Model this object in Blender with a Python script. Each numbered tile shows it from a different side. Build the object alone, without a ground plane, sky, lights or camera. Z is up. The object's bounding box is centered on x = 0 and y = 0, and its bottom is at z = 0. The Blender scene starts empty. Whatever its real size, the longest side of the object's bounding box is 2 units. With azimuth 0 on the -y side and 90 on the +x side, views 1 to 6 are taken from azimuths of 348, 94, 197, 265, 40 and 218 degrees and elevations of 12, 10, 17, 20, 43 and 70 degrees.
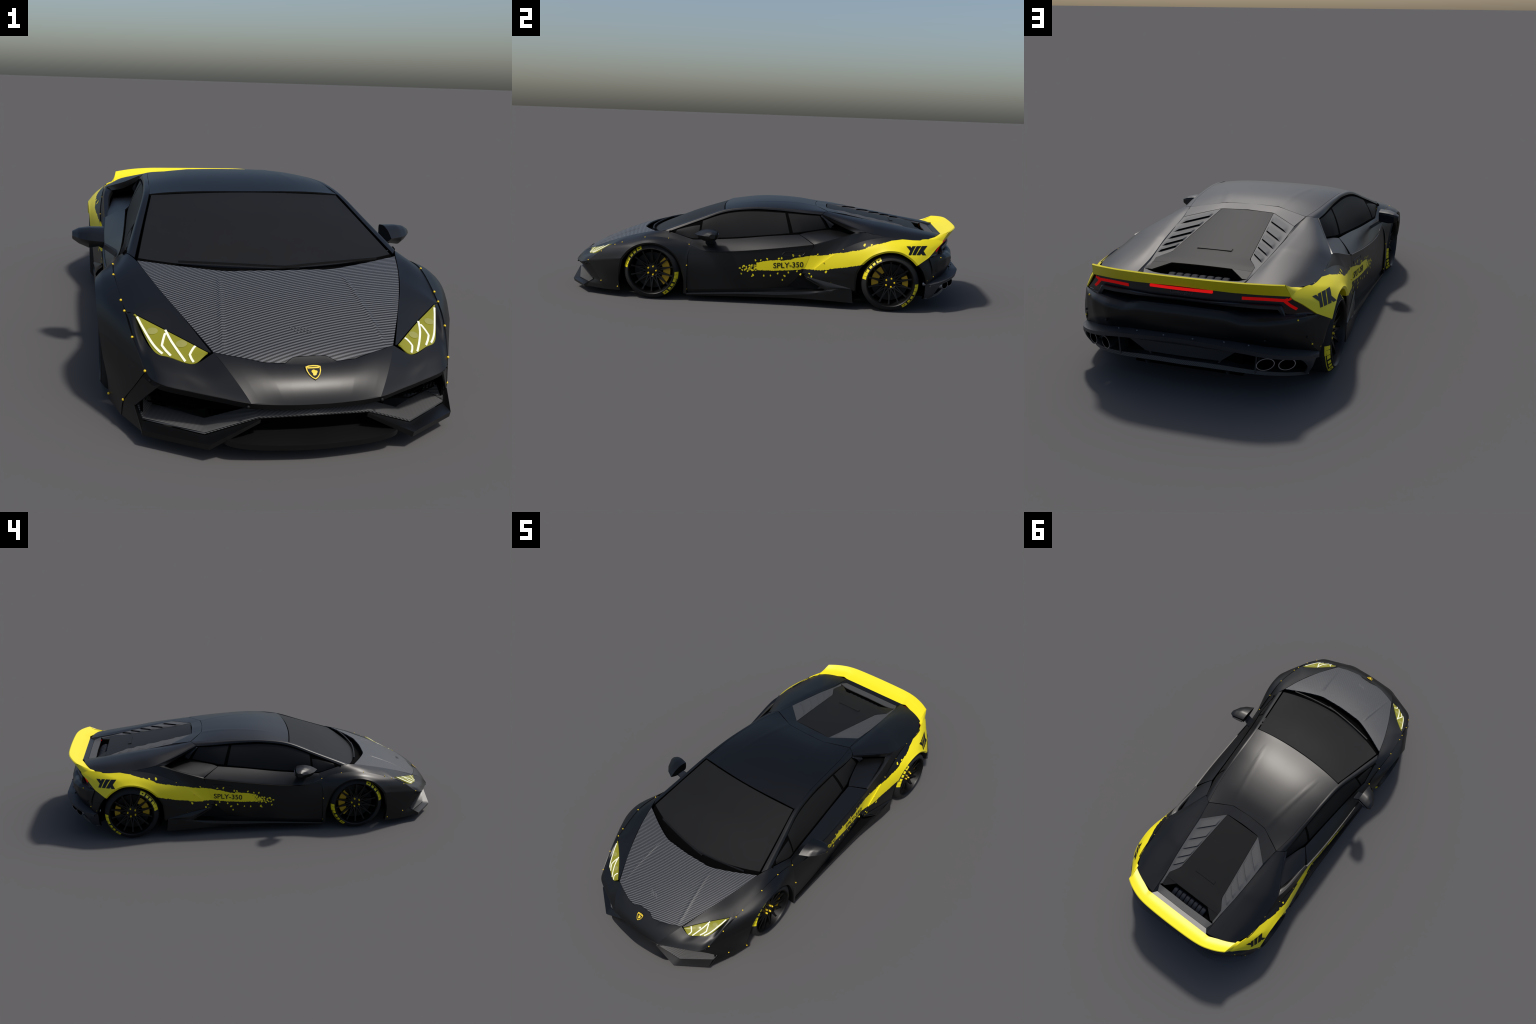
import bpy, bmesh, math, random
import numpy as np
from mathutils import Vector, Matrix
from mathutils.bvhtree import BVHTree

random.seed(7)
V3 = lambda *p: np.array(p, dtype=float)

# ---------------------------------------------------------------- materials
def mat_new(name, col, rough=0.5, spec=0.5, metal=0.0, coat=0.0):
    m = bpy.data.materials.new(name)
    m.use_nodes = True
    b = m.node_tree.nodes["Principled BSDF"]
    b.inputs["Base Color"].default_value = (*col, 1)
    b.inputs["Roughness"].default_value = rough
    b.inputs["Specular IOR Level"].default_value = spec
    b.inputs["Metallic"].default_value = metal
    b.inputs["Coat Weight"].default_value = coat
    return m

class NT:
    """small helper to write node graphs"""
    def __init__(self, m):
        self.t = m.node_tree
        self.b = self.t.nodes["Principled BSDF"]
    def n(self, typ, **kw):
        nd = self.t.nodes.new(typ)
        for k, v in kw.items():
            setattr(nd, k, v)
        return nd
    def l(self, a, b):
        self.t.links.new(a, b)
    def val(self, sock, v):
        if hasattr(v, "links") or isinstance(v, bpy.types.NodeSocket):
            self.l(v, sock)
        else:
            sock.default_value = v
    def math(self, op, a, b=0.0, c=0.0, clamp=False):
        nd = self.n("ShaderNodeMath", operation=op, use_clamp=clamp)
        for i, v in enumerate((a, b, c)):
            self.val(nd.inputs[i], v)
        return nd.outputs[0]
    def xyz(self):
        tc = self.n("ShaderNodeTexCoord")
        s = self.n("ShaderNodeSeparateXYZ")
        self.l(tc.outputs["Object"], s.inputs[0])
        return tc.outputs["Object"], s.outputs[0], s.outputs[1], s.outputs[2]
    def noise(self, vec, scale, detail=2.0):
        nd = self.n("ShaderNodeTexNoise")
        if vec is not None:
            self.l(vec, nd.inputs["Vector"])
        nd.inputs["Scale"].default_value = scale
        nd.inputs["Detail"].default_value = detail
        return nd.outputs["Fac"]
    def mix(self, fac, a, b):
        nd = self.n("ShaderNodeMix", data_type="RGBA")
        self.val(nd.inputs["Factor"], fac)
        for s, v in (("A", a), ("B", b)):
            sock = [i for i in nd.inputs if i.name == s and i.type == "RGBA"][0]
            if isinstance(v, tuple):
                sock.default_value = (*v, 1)
            else:
                self.l(v, sock)
        return [o for o in nd.outputs if o.type == "RGBA"][0]
    def curve(self, x, pts, x0, x1, y0, y1):
        """piecewise curve through pts (x,y) as a Float Curve node"""
        t = self.math("DIVIDE", self.math("SUBTRACT", x, x0), x1 - x0, clamp=True)
        nd = self.n("ShaderNodeFloatCurve")
        cv = nd.mapping.curves[0]
        q = [((a - x0) / (x1 - x0), (b - y0) / (y1 - y0)) for a, b in pts]
        cv.points[0].location = q[0]
        cv.points[1].location = q[-1]
        for a in q[1:-1]:
            cv.points.new(*a)
        for p in cv.points:
            p.handle_type = "VECTOR"
        nd.mapping.update()
        self.l(t, nd.inputs["Value"])
        return self.math("ADD", self.math("MULTIPLY", nd.outputs[0], y1 - y0), y0)

BLACK = (0.0017, 0.0018, 0.0021)
BODY_SPEC = 0.42
YELLOW = (0.78, 0.66, 0.008)
BODY_ROUGH = 0.39

def body_paint():
    m = mat_new("satin_black_paint", BLACK, BODY_ROUGH, BODY_SPEC)
    return m

def livery_paint():
    """satin black with the ragged yellow band of the flanks"""
    m = mat_new("flank_livery_paint", BLACK, BODY_ROUGH, BODY_SPEC)
    N = NT(m)
    vec, x, y, z = N.xyz()
    up = N.curve(y, [(-.10, .180), (-.06, .184), (-.04, .190), (.01, .203), (.056, .213), (.125, .221), (.218, .238),
                     (.267, .247), (.353, .261), (.421, .276), (.51, .299), (.586, .327), (.647, .343),
                     (.704, .351), (.756, .348), (.792, .348), (.84, .375), (.95, .45)], -.10, .95, .1, .5)
    lo = N.curve(y, [(-.10, .172), (-.04, .166), (.017, .165), (.083, .167), (.164, .174), (.229, .181),
                     (.313, .184), (.375, .192), (.434, .202), (.522, .224), (.60, .15), (.95, .10)], -.10, .95, .1, .5)
    # ragged, stepped edges
    def steps(freq, seed):
        w = N.n("ShaderNodeTexWhiteNoise", noise_dimensions="1D")
        N.l(N.math("ADD", N.math("FLOOR", N.math("MULTIPLY", y, freq)), seed), w.inputs["W"])
        return N.math("SUBTRACT", w.outputs["Value"], 0.5)
    fine = N.math("SUBTRACT", N.noise(vec, 130, 3), 0.5)
    rag = N.math("ADD", N.math("MULTIPLY", steps(17, 3.3), .008), N.math("MULTIPLY", fine, .010))
    rag2 = N.math("ADD", N.math("MULTIPLY", steps(14, 9.1), .007), N.math("MULTIPLY", fine, .010))
    fade = N.math("SUBTRACT", 1.0, N.math("MULTIPLY", N.math("SUBTRACT", y, .55), 8.0, clamp=True))
    a = N.math("LESS_THAN", z, N.math("ADD", up, N.math("MULTIPLY", rag, fade)))
    b = N.math("GREATER_THAN", z, N.math("ADD", lo, N.math("MULTIPLY", rag2, fade)))
    # front end dissolves into flecks
    sp = N.noise(vec, 165, 1.5)
    thr = N.math("MULTIPLY", N.math("SUBTRACT", 0.000, y), 4.5)
    thr = N.math("ADD", N.math("MAXIMUM", thr, -0.6), 0.42)
    c = N.math("GREATER_THAN", sp, thr)
    mask = N.math("MULTIPLY", N.math("MULTIPLY", a, b), c)
    N.l(N.mix(mask, BLACK, YELLOW), N.b.inputs["Base Color"])
    return m

def carbon_hood():
    m = mat_new("striped_carbon", (.05, .05, .05), 0.45, 0.4)
    N = NT(m)
    vec, x, y, z = N.xyz()
    t = N.math("SUBTRACT", y, N.math("MULTIPLY", x, .25))
    s = N.math("SINE", N.math("MULTIPLY", t, 2 * math.pi / .0070))
    s = N.math("ADD", N.math("MULTIPLY", s, 1.0), .5, clamp=True)
    w = N.math("SINE", N.math("MULTIPLY", N.math("ADD", x, N.math("MULTIPLY", y, .5)), 2 * math.pi / .0042))
    s2 = N.math("MULTIPLY", s, N.math("ADD", N.math("MULTIPLY", w, .13), .87))
    N.l(N.mix(s2, (.006, .0065, .008), (.105, .108, .115)), N.b.inputs["Base Color"])
    return m

def carbon_twill(name, lo, hi, per, slope=1.0, rough=.45):
    m = mat_new(name, lo, rough, 0.4)
    N = NT(m)
    vec, x, y, z = N.xyz()
    t = N.math("ADD", N.math("ADD", y, N.math("MULTIPLY", x, slope)), z)
    s = N.math("SINE", N.math("MULTIPLY", t, 2 * math.pi / per))
    s = N.math("ADD", N.math("MULTIPLY", s, .8), .5, clamp=True)
    N.l(N.mix(s, lo, hi), N.b.inputs["Base Color"])
    return m

def dark_glass():
    m = mat_new("tinted_glass", (.0165, .0165, .0168), 0.5, 0.12)
    N = NT(m)
    vec, x, y, z = N.xyz()
    f = N.noise(vec, 9, 4)
    N.l(N.mix(f, (.0090, .0090, .0092), (.0118, .0118, .0120)), N.b.inputs["Base Color"])
    return m

def emis(m, col, st):
    b = m.node_tree.nodes["Principled BSDF"]
    b.inputs["Emission Color"].default_value = (*col, 1)
    b.inputs["Emission Strength"].default_value = st
    return m

M = {}
def build_materials():
    M["body"] = body_paint()
    M["livery"] = livery_paint()
    M["yellow"] = mat_new("yellow_paint", YELLOW, .42, .5)
    M["hood"] = carbon_hood()
    M["twill"] = carbon_twill("grey_carbon", (.022, .022, .023), (.14, .14, .14), .0058, .7, .36)
    M["twill_dark"] = carbon_twill("dark_carbon", (.012, .013, .016), (.045, .047, .052), .0052, .8)
    M["louver"] = carbon_twill("louver_carbon", (.034, .0345, .036), (.062, .063, .065), .0050, .6, .6)
    M["mark"] = mat_new("pressed_mark", (.09, .092, .097), .5, .3)
    M["glass"] = dark_glass()
    M["plastic"] = mat_new("black_plastic", (.004, .004, .0045), .6, .25)
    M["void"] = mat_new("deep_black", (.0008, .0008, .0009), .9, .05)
    M["rubber"] = mat_new("tyre_rubber", (.0135, .0138, .0145), .75, .25)
    M["rim"] = mat_new("gloss_black_rim", (.0018, .0018, .002), .42, .32)
    M["disc"] = mat_new("brake_disc", (.003, .003, .0032), .5, .3, .0)
    M["caliper"] = mat_new("caliper_amber", (.44, .27, .004), .45, .4)
    M["bolt"] = mat_new("bolt_yellow", (.72, .50, .01), .35, .5)
    M["lens"] = emis(mat_new("headlamp_lens", (.13, .125, .010), .3, .4), (.23, .22, .014), .5)
    M["lens2"] = emis(mat_new("projector_lens", (.16, .155, .04), .25, .4), (.27, .26, .07), .5)
    M["led"] = emis(mat_new("headlamp_led", (.60, .60, .48), .4, .3), (.95, .94, .66), .38)
    M["red"] = emis(mat_new("tail_lamp_red", (.10, .002, .002), .5, .1), (.33, .003, .003), .70)
    M["red_bright"] = emis(mat_new("brake_light_red", (.30, .002, .002), .4, .3), (.70, .006, .006), .75)
    M["red_dark"] = mat_new("tail_lamp_glass", (.012, .002, .003), .2, .5)
    M["gold"] = mat_new("badge_gold", (.74, .52, .035), .35, .4)
    M["trim"] = mat_new("dark_trim", (.012, .014, .018), .36, .5)
    M["chrome"] = mat_new("exhaust_metal", (.34, .36, .40), .30, .5, 1.0)
    M["mirror"] = mat_new("mirror_glass", (.012, .014, .02), .08, .6)
    M["silver"] = mat_new("script_silver", (.10, .11, .13), .35, .5, .6)
    M["engine"] = mat_new("engine_cover_grey", (.010, .012, .018), .75, .2)

# ---------------------------------------------------------------- curves & lofts
def cr(pts, n):
    """Catmull-Rom through pts, index-uniform, n samples"""
    P = np.asarray(pts, float)
    if len(P) == 2:
        t = np.linspace(0, 1, n)[:, None]
        return P[0] * (1 - t) + P[1] * t
    Q = np.vstack([2 * P[0] - P[1], P, 2 * P[-1] - P[-2]])
    out = []
    for t in np.linspace(0, len(P) - 1, n):
        i = min(int(t), len(P) - 2); f = t - i
        a, b, c, d = Q[i:i + 4]
        out.append(.5 * (2 * b + (c - a) * f + (2 * a - 5 * b + 4 * c - d) * f * f + (3 * b - a - 3 * c + d) * f ** 3))
    return np.array(out)

def lin(pts, n):
    P = np.asarray(pts, float)
    out = []
    for t in np.linspace(0, len(P) - 1, n):
        i = min(int(t), len(P) - 2); f = t - i
        out.append(P[i] * (1 - f) + P[i + 1] * f)
    return np.array(out)

def grid(rows, nu, nv, along=cr, across=cr, bulge=0.0, dirn=None):
    """rows of control points -> (nv, nu, 3) surface grid"""
    R = np.array([along(r, nu) for r in rows])
    G = np.stack([across(R[:, j], nv) for j in range(nu)], 1)
    if bulge:
        N = normals(G)
        v = np.linspace(0, 1, nv)[:, None, None]
        G = G + N * (4 * v * (1 - v)) * bulge
    return G

def normals(G):
    du = np.gradient(G, axis=1); dv = np.gradient(G, axis=0)
    N = np.cross(du, dv)
    L = np.linalg.norm(N, axis=2, keepdims=True)
    N = N / np.maximum(L, 1e-12)
    # fix degenerate spots
    bad = (L[..., 0] < 1e-12)
    if bad.any():
        mean = N[~bad].mean(0); N[bad] = mean / np.linalg.norm(mean)
    # outward orientation
    c = G.copy(); c[..., 0] *= .2; c[..., 1] *= .85; c[..., 2] = .17
    if (N * (G - c)).sum() < 0:
        N = -N
    return N

def mirror_rows(rows):
    """rows listed from +x to the centre line -> full rows to -x"""
    out = []
    for r in rows:
        r = [tuple(p) for p in r]
        out.append(r + [(-p[0], p[1], p[2]) for p in reversed(r[:-1])])
    return out

OBJ = {}
ROOT = None
def add_mesh(name, verts, faces, mat, parent=None, smooth=35, fmats=None, flip=False):
    me = bpy.data.meshes.new(name)
    if flip:
        verts = [(-v[0], v[1], v[2]) for v in verts]
        faces = [tuple(reversed(f)) for f in faces]
    me.from_pydata([tuple(map(float, v)) for v in verts], [], [tuple(map(int, f)) for f in faces])
    mats = mat if isinstance(mat, (list, tuple)) else [mat]
    for m in mats:
        me.materials.append(M[m])
    if fmats is not None:
        me.polygons.foreach_set("material_index", fmats)
    me.validate()
    if smooth:
        me.polygons.foreach_set("use_smooth", [True] * len(me.polygons))
        me.set_sharp_from_angle(angle=math.radians(smooth))
    me.update()
    o = bpy.data.objects.new(name, me)
    bpy.context.collection.objects.link(o)
    o.parent = parent or ROOT
    return o

def shell(G, th=.005, gap=.0010, off=0.0):
    """thicken a surface grid inwards into a closed plate; edges pulled in by gap"""
    G = G.copy()
    nv, nu = G.shape[:2]
    if gap:
        def pull(a, b):
            d = b - a; L = np.linalg.norm(d, axis=-1, keepdims=True)
            return a + d / np.maximum(L, 1e-9) * np.minimum(gap, L * .4)
        G2 = G.copy()
        G2[0] = pull(G[0], G[1]); G2[-1] = pull(G[-1], G[-2]); G = G2; G2 = G.copy()
        G2[:, 0] = pull(G[:, 0], G[:, 1]); G2[:, -1] = pull(G[:, -1], G[:, -2]); G = G2
    N = normals(G)
    top = G + N * off
    bot = G - N * th
    idx = np.arange(nv * nu).reshape(nv, nu)
    verts = np.vstack([top.reshape(-1, 3), bot.reshape(-1, 3)])
    k = nv * nu
    # winding so that face normals follow N
    a = np.cross(G[0, 1] - G[0, 0], G[1, 0] - G[0, 0])
    mid = (nv // 2, nu // 2)
    i, j = min(mid[0], nv - 2), min(mid[1], nu - 2)
    fn = np.cross(G[i, j + 1] - G[i, j], G[i + 1, j] - G[i, j])
    w = (fn @ N[i, j]) > 0
    F = []
    for r in range(nv - 1):
        for c in range(nu - 1):
            q = (idx[r, c], idx[r, c + 1], idx[r + 1, c + 1], idx[r + 1, c])
            F.append(q if w else q[::-1])
            q2 = tuple(x + k for x in q)
            F.append(q2[::-1] if w else q2)
    ring = list(idx[0, :]) + list(idx[1:, -1]) + list(idx[-1, -2::-1]) + list(idx[-2:0:-1, 0])
    for a, b in zip(ring, ring[1:] + ring[:1]):
        q = (a, a + k, b + k, b)
        F.append(q if w else q[::-1])
    return verts, F

SURF = []     # outer surfaces used to seat decals (right hand side)
def plate(name, G, mat, th=.005, gap=.0010, both=True, decal=False, parent=None, off=0.0, smooth=35):
    v, f = shell(G, th, gap, off)
    o = add_mesh(name, v, f, mat, parent, smooth)
    if decal:
        SURF.append((v, f))
    objs = [o]
    if both:
        objs.append(add_mesh(name, v, f, mat, parent, smooth, flip=True))
    return objs

def panel(name, rows, mat, nu=24, nv=10, along=cr, across=cr, bulge=0.0, th=.005, gap=.0010,
          both=True, decal=False, off=0.0, parent=None, smooth=35):
    G = grid(rows, nu, nv, along, across, bulge)
    return plate(name, G, mat, th, gap, both, decal, parent, off, smooth)

def ip(x, xs, ys):
    return np.interp(x, xs, ys)

_CACHE = {}
def smooth_ip(x, xs, ys):
    key = (tuple(xs), tuple(ys))
    if key not in _CACHE:
        _CACHE[key] = cr(np.c_[xs, ys], 20 * len(xs))
    P = _CACHE[key]
    return np.interp(x, P[:, 0], P[:, 1])

def box(name, c, s, mat, both=False, rot=None, bev=0.0, parent=None):
    bm = bmesh.new()
    bmesh.ops.create_cube(bm, size=1)
    for v in bm.verts:
        v.co = Vector((v.co.x * s[0], v.co.y * s[1], v.co.z * s[2]))
    if bev:
        bmesh.ops.bevel(bm, geom=bm.edges[:], offset=bev, segments=2, affect="EDGES")
    if rot is not None:
        bmesh.ops.rotate(bm, verts=bm.verts, matrix=rot)
    bmesh.ops.translate(bm, verts=bm.verts, vec=Vector(c))
    bm.verts.index_update()
    vs = [v.co[:] for v in bm.verts]; fs = [[v.index for v in f.verts] for f in bm.faces]
    bm.free()
    out = [add_mesh(name, vs, fs, mat, parent)]
    if both:
        out.append(add_mesh(name, vs, fs, mat, parent, flip=True))
    return out

def bar(p, q, w, h, up=(0, 0, 1)):
    """rectangular bar from p to q: verts, faces"""
    p, q, up = V3(*p), V3(*q), V3(*up)
    d = q - p; d /= np.linalg.norm(d)
    s = np.cross(d, up); s /= np.linalg.norm(s)
    u = np.cross(s, d)
    vs = []
    for c in (p, q):
        for a, b in ((-1, -1), (1, -1), (1, 1), (-1, 1)):
            vs.append(c + s * w / 2 * a + u * h / 2 * b)
    fs = [(0, 1, 2, 3), (7, 6, 5, 4), (0, 4, 5, 1), (1, 5, 6, 2), (2, 6, 7, 3), (3, 7, 4, 0)]
    return vs, fs

def join(parts):
    V, F = [], []
    for v, f in parts:
        k = len(V)
        V += [tuple(p) for p in v]
        F += [tuple(i + k for i in q) for q in f]
    return V, F

# ---------------------------------------------------------------- body data
HX_Y = [-.879, -.769, -.685, -.602, -.518]
HX_X = [.203, .255, .290, .319, .342]
def hood_half_width(y):
    return smooth_ip(y, HX_Y, HX_X)
def hood_zc(y):
    return smooth_ip(y, [-.955, -.941, -.912, -.879, -.80, -.753, -.70, -.641, -.60, -.518],
                     [.164, .176, .201, .2205, .258, .278, .297, .3155, .327, .347])
def hood_k(y):
    return ip(y, [-.92, -.879, -.769, -.602, -.518], [.36, .35, .28, .18, .15])
def hood_z(x, y):
    return hood_zc(y) - hood_k(y) * x * x

def hood_front_y(s):
    return ip(abs(s), [0, .165, .19, .262, .285, .32, .5, .69, .85, 1], [-.912, -.9125, -.9135, -.9215, -.923, -.9225, -.918, -.905, -.893, -.879])
def hood_rear_y(s):
    return smooth_ip(abs(s), [0, .26, .45, .72, 1], [-.620, -.616, -.609, -.571, -.518])

S_HOOD = np.unique(np.round(np.concatenate([np.linspace(-1, 1, 201), [-.285, -.262, -.165, .165, .262, .285]]), 3))

def hood_front_point(s):
    y = hood_front_y(s); x = s * .203
    return V3(x, y, hood_z(x, y))

def build_hood():
    nv = 34
    G = np.zeros((nv, len(S_HOOD), 3))
    for j, s in enumerate(S_HOOD):
        y0, y1 = hood_rear_y(s), hood_front_y(s)
        for i, t in enumerate(np.linspace(0, 1, nv)):
            y = y0 + (y1 - y0) * t
            x = s * hood_half_width(max(y, -.879) if y > -.879 else -.879)
            z = hood_z(x, y)
            # the two pressed ridges
            cx = ip(y, [-.87, -.64], [.183, .154])
            fade = min(1, max(0, (-.63 - y) / .03)) * min(1, max(0, (y + .885) / .03))
            z += .0030 * max(0, 1 - abs(abs(x) - cx) / .0065) * fade
            G[i, j] = (x, y, z)
    plate("hood", G, "hood", th=.006, gap=.0016, both=False, smooth=14)
    # small three-bar mark pressed into the bonnet
    parts = []
    for k in range(4):
        x0 = -.018 + k * .011; y0 = -.842
        a = V3(x0 - .008, y0 + .010 - k * .002, 0); b = V3(x0 + .008, y0 - .010, 0)
        a[2] = hood_z(a[0], a[1]) + .0006; b[2] = hood_z(b[0], b[1]) + .0006
        parts.append(bar(a, b, .0022, .0012))
    v, f = join(parts)
    add_mesh("hood_mark", v, f, "mark")

LE = [(0, -.989, .1235), (.07, -.987, .1245), (.14, -.981, .129)]
def build_nose():
    # centre facet between bonnet shut line and lip
    top = np.array([hood_front_point(s) for s in S_HOOD])
    bot = np.zeros_like(top); mid = np.zeros_like(top)
    for j, s in enumerate(S_HOOD):
        a = abs(s)
        b = V3(.14 * s, smooth_ip(a, [0, .5, 1], [-.989, -.987, -.981]), smooth_ip(a, [0, .5, 1], [.1235, .1248, .129]))
        bot[j] = b
    T = [0, .012, .05] + list(np.linspace(.11, 1, 13))
    G = np.zeros((len(T), len(S_HOOD), 3))
    soft = top.copy()
    for j, s in enumerate(S_HOOD):
        if abs(s) < .32:
            x, y = s * .203, ip(abs(s), [0, .32], [-.9255, -.9225])
            soft[j] = (x, y, hood_z(x, y))
    for i, t in enumerate(T):
        P = (top if i == 0 else soft) * (1 - t) + bot * t
        P[:, 1] -= .0085 * 4 * t * (1 - t); P[:, 2] += .0055 * 4 * t * (1 - t)
        G[i] = P
    plate("nose_panel", G, "body", gap=0, both=False, smooth=75)
    # side facets under the lamps, to the wing
    up = [(.203, -.880, .206), (.247, -.8825, .1835), (.291, -.859, .191), (.327, -.830, .199), (.346, -.785, .219), (.361, -.736, .2535), (.379, -.714, .2545)]
    lo = [(.14, -.981, .129), (.195, -.958, .135), (.25, -.934, .141), (.317, -.902, .150), (.345, -.862, .164), (.367, -.788, .216), (.380, -.715, .2545)]
    mid = [(a + b) / 2 + d for a, b, d in zip(np.array(up), np.array(lo), [V3(0, -.0085, .0055)] + [V3(.002, -.005, .002)] * 5 + [V3(0, 0, 0)])]
    panel("bumper_cheek", [up, mid, lo], "body", 40, 14, gap=0)
    # shadow band under the lip
    l1 = [(.346, -.862, .162), (.317, -.902, .149), (.25, -.934, .140), (.195, -.958, .134)] + LE[::-1]
    l2 = [(.352, -.852, .150), (.320, -.889, .134), (.25, -.922, .125), (.19, -.948, .119), (.137, -.969, .113), (.07, -.975, .109), (0, -.976, .108)]
    l3 = [(.350, -.795, .156), (.335, -.800, .148), (.25, -.855, .132), (.19, -.890, .121), (.137, -.925, .114), (.07, -.945, .109), (0, -.948, .108)]
    panel("bumper_lip", mirror_rows([l1, l2, l3]), "plastic", 61, 7, cr, lin, gap=0, both=False)

LAMP_UP = [(.214, -.8775, .2055), (.252, -.838, .2185), (.295, -.793, .2315), (.330, -.762, .2435), (.3615, -.7345, .2545)]
LAMP_LO = [(.2165, -.8785, .2035), (.247, -.8825, .184), (.291, -.859, .1915), (.327, -.830, .1995), (.3605, -.738, .252)]
def lamp_grid(nu=41, nv=13, off=0.0):
    G = grid([LAMP_LO, LAMP_UP], nu, nv, cr, lin, .004)
    return G + normals(G) * off
def build_lamps():
    o = plate("headlamp", lamp_grid(), "lens", th=.004, gap=.001)
    G = lamp_grid(81, 41, .0009)
    N = normals(G)
    def at(a, b):
        u = a * 80; w = b * 40
        i, j = min(int(w), 39), min(int(u), 79)
        fi, fj = w - i, u - j
        f = lambda A: (A[i, j] * (1 - fi) * (1 - fj) + A[i + 1, j] * fi * (1 - fj) + A[i, j + 1] * (1 - fi) * fj + A[i + 1, j + 1] * fi * fj)
        return f(G), f(N)
    strips = [[(.955, .55), (.90, .40), (.80, .30), (.70, .18), (.61, .07)],
              [(.525, .82), (.565, .55), (.60, .32), (.555, .18), (.50, .06)],
              [(.515, .98), (.49, .80), (.46, .60), (.40, .32), (.34, .05)],
              [(.165, .93), (.21, .65), (.265, .36), (.255, .20), (.235, .07)]]
    parts = []
    for st in strips:
        P = lin(st, 17)
        pts = [at(*p) for p in P]
        vs = []
        for k, (p, n) in enumerate(pts):
            d = pts[min(k + 1, 16)][0] - pts[max(k - 1, 0)][0]
            sd = np.cross(d, n); sd /= np.linalg.norm(sd)
            for q in (-1, 1):
                vs.append(p + sd * .0024 * q)
        top = [v + n * .0012 for v, n in zip(vs, [x[1] for x in pts for _ in (0, 1)])]
        k = len(vs)
        fs = []
        for i in range(16):
            a, b, c, d = 2 * i, 2 * i + 1, 2 * i + 3, 2 * i + 2
            fs += [(k + a, k + b, k + c, k + d), (a, k + a, k + d, d), (b, c, k + c, k + b)]
        fs += [(0, 1, k + 1, k), (2 * 16, k + 32, k + 33, 33)]
        parts.append((vs + top, fs))
    v, f = join(parts)
    add_mesh("headlamp_led_strip", v, f, "led", o[0], 30)
    add_mesh("headlamp_led_strip", v, f, "led", o[1], 30, flip=True)
    # projector lenses
    parts = []
    for a, b in ((.72, .68), (.34, .72)):
        p, n = at(a, b)
        t1 = np.cross(n, V3(0, 0, 1)); t1 /= np.linalg.norm(t1); t2 = np.cross(n, t1)
        vs = [p + n * .0012]; fs = []
        for r, h in ((.007, .0010), (.0125, .0002)):
            for k in range(20):
                an = 2 * math.pi * k / 20
                vs.append(p + (t1 * math.cos(an) + t2 * math.sin(an) * .8) * r + n * h)
        for k in range(20):
            k2 = (k + 1) % 20
            fs += [(0, 1 + k, 1 + k2), (1 + k, 21 + k, 21 + k2, 1 + k2)]
        parts.append((vs, fs))
    v, f = join(parts)
    add_mesh("headlamp_projector", v, f, "lens2", o[0], 40)
    add_mesh("headlamp_projector", v, f, "lens2", o[1], 40, flip=True)

# bolts along the bolted-on arches
F_BOLT = [(.346, -.860, .164), (.368, -.786, .216), (.381, -.713, .255), (.387, -.675, .270), (.399, -.557, .302), (.396, -.440, .301),
          (.399, -.337, .276), (.426, -.343, .176), (.421, -.344, .056), (.417, -.691, .050), (.388, -.782, .070)]
R_BOLT = [(.398, .531, .334), (.386, .648, .352), (.381, .760, .345), (.365, .897, .265), (.403, .861, .176), (.422, .830, .159),
          (.407, .421, .289), (.412, .329, .221), (.416, .369, .126), (.426, .470, .103)]

ARCH_F = [(.416, -.678, .033), (.419, -.686, .085), (.430, -.6825, .145), (.437, -.671, .198), (.441, -.636, .239), (.443, -.591, .269),
          (.442, -.526, .284), (.438, -.461, .272), (.433, -.402, .230), (.429, -.370, .173), (.428, -.356, .109), (.424, -.356, .035)]
ARCH_R = [(.433, .480, .030), (.437, .479, .090), (.440, .480, .140), (.446, .487, .186), (.450, .513, .230), (.450, .560, .272), (.448, .604, .292),
          (.447, .647, .300), (.447, .696, .295), (.448, .742, .272), (.447, .781, .238), (.440, .809, .202), (.431, .826, .155)]

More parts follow.
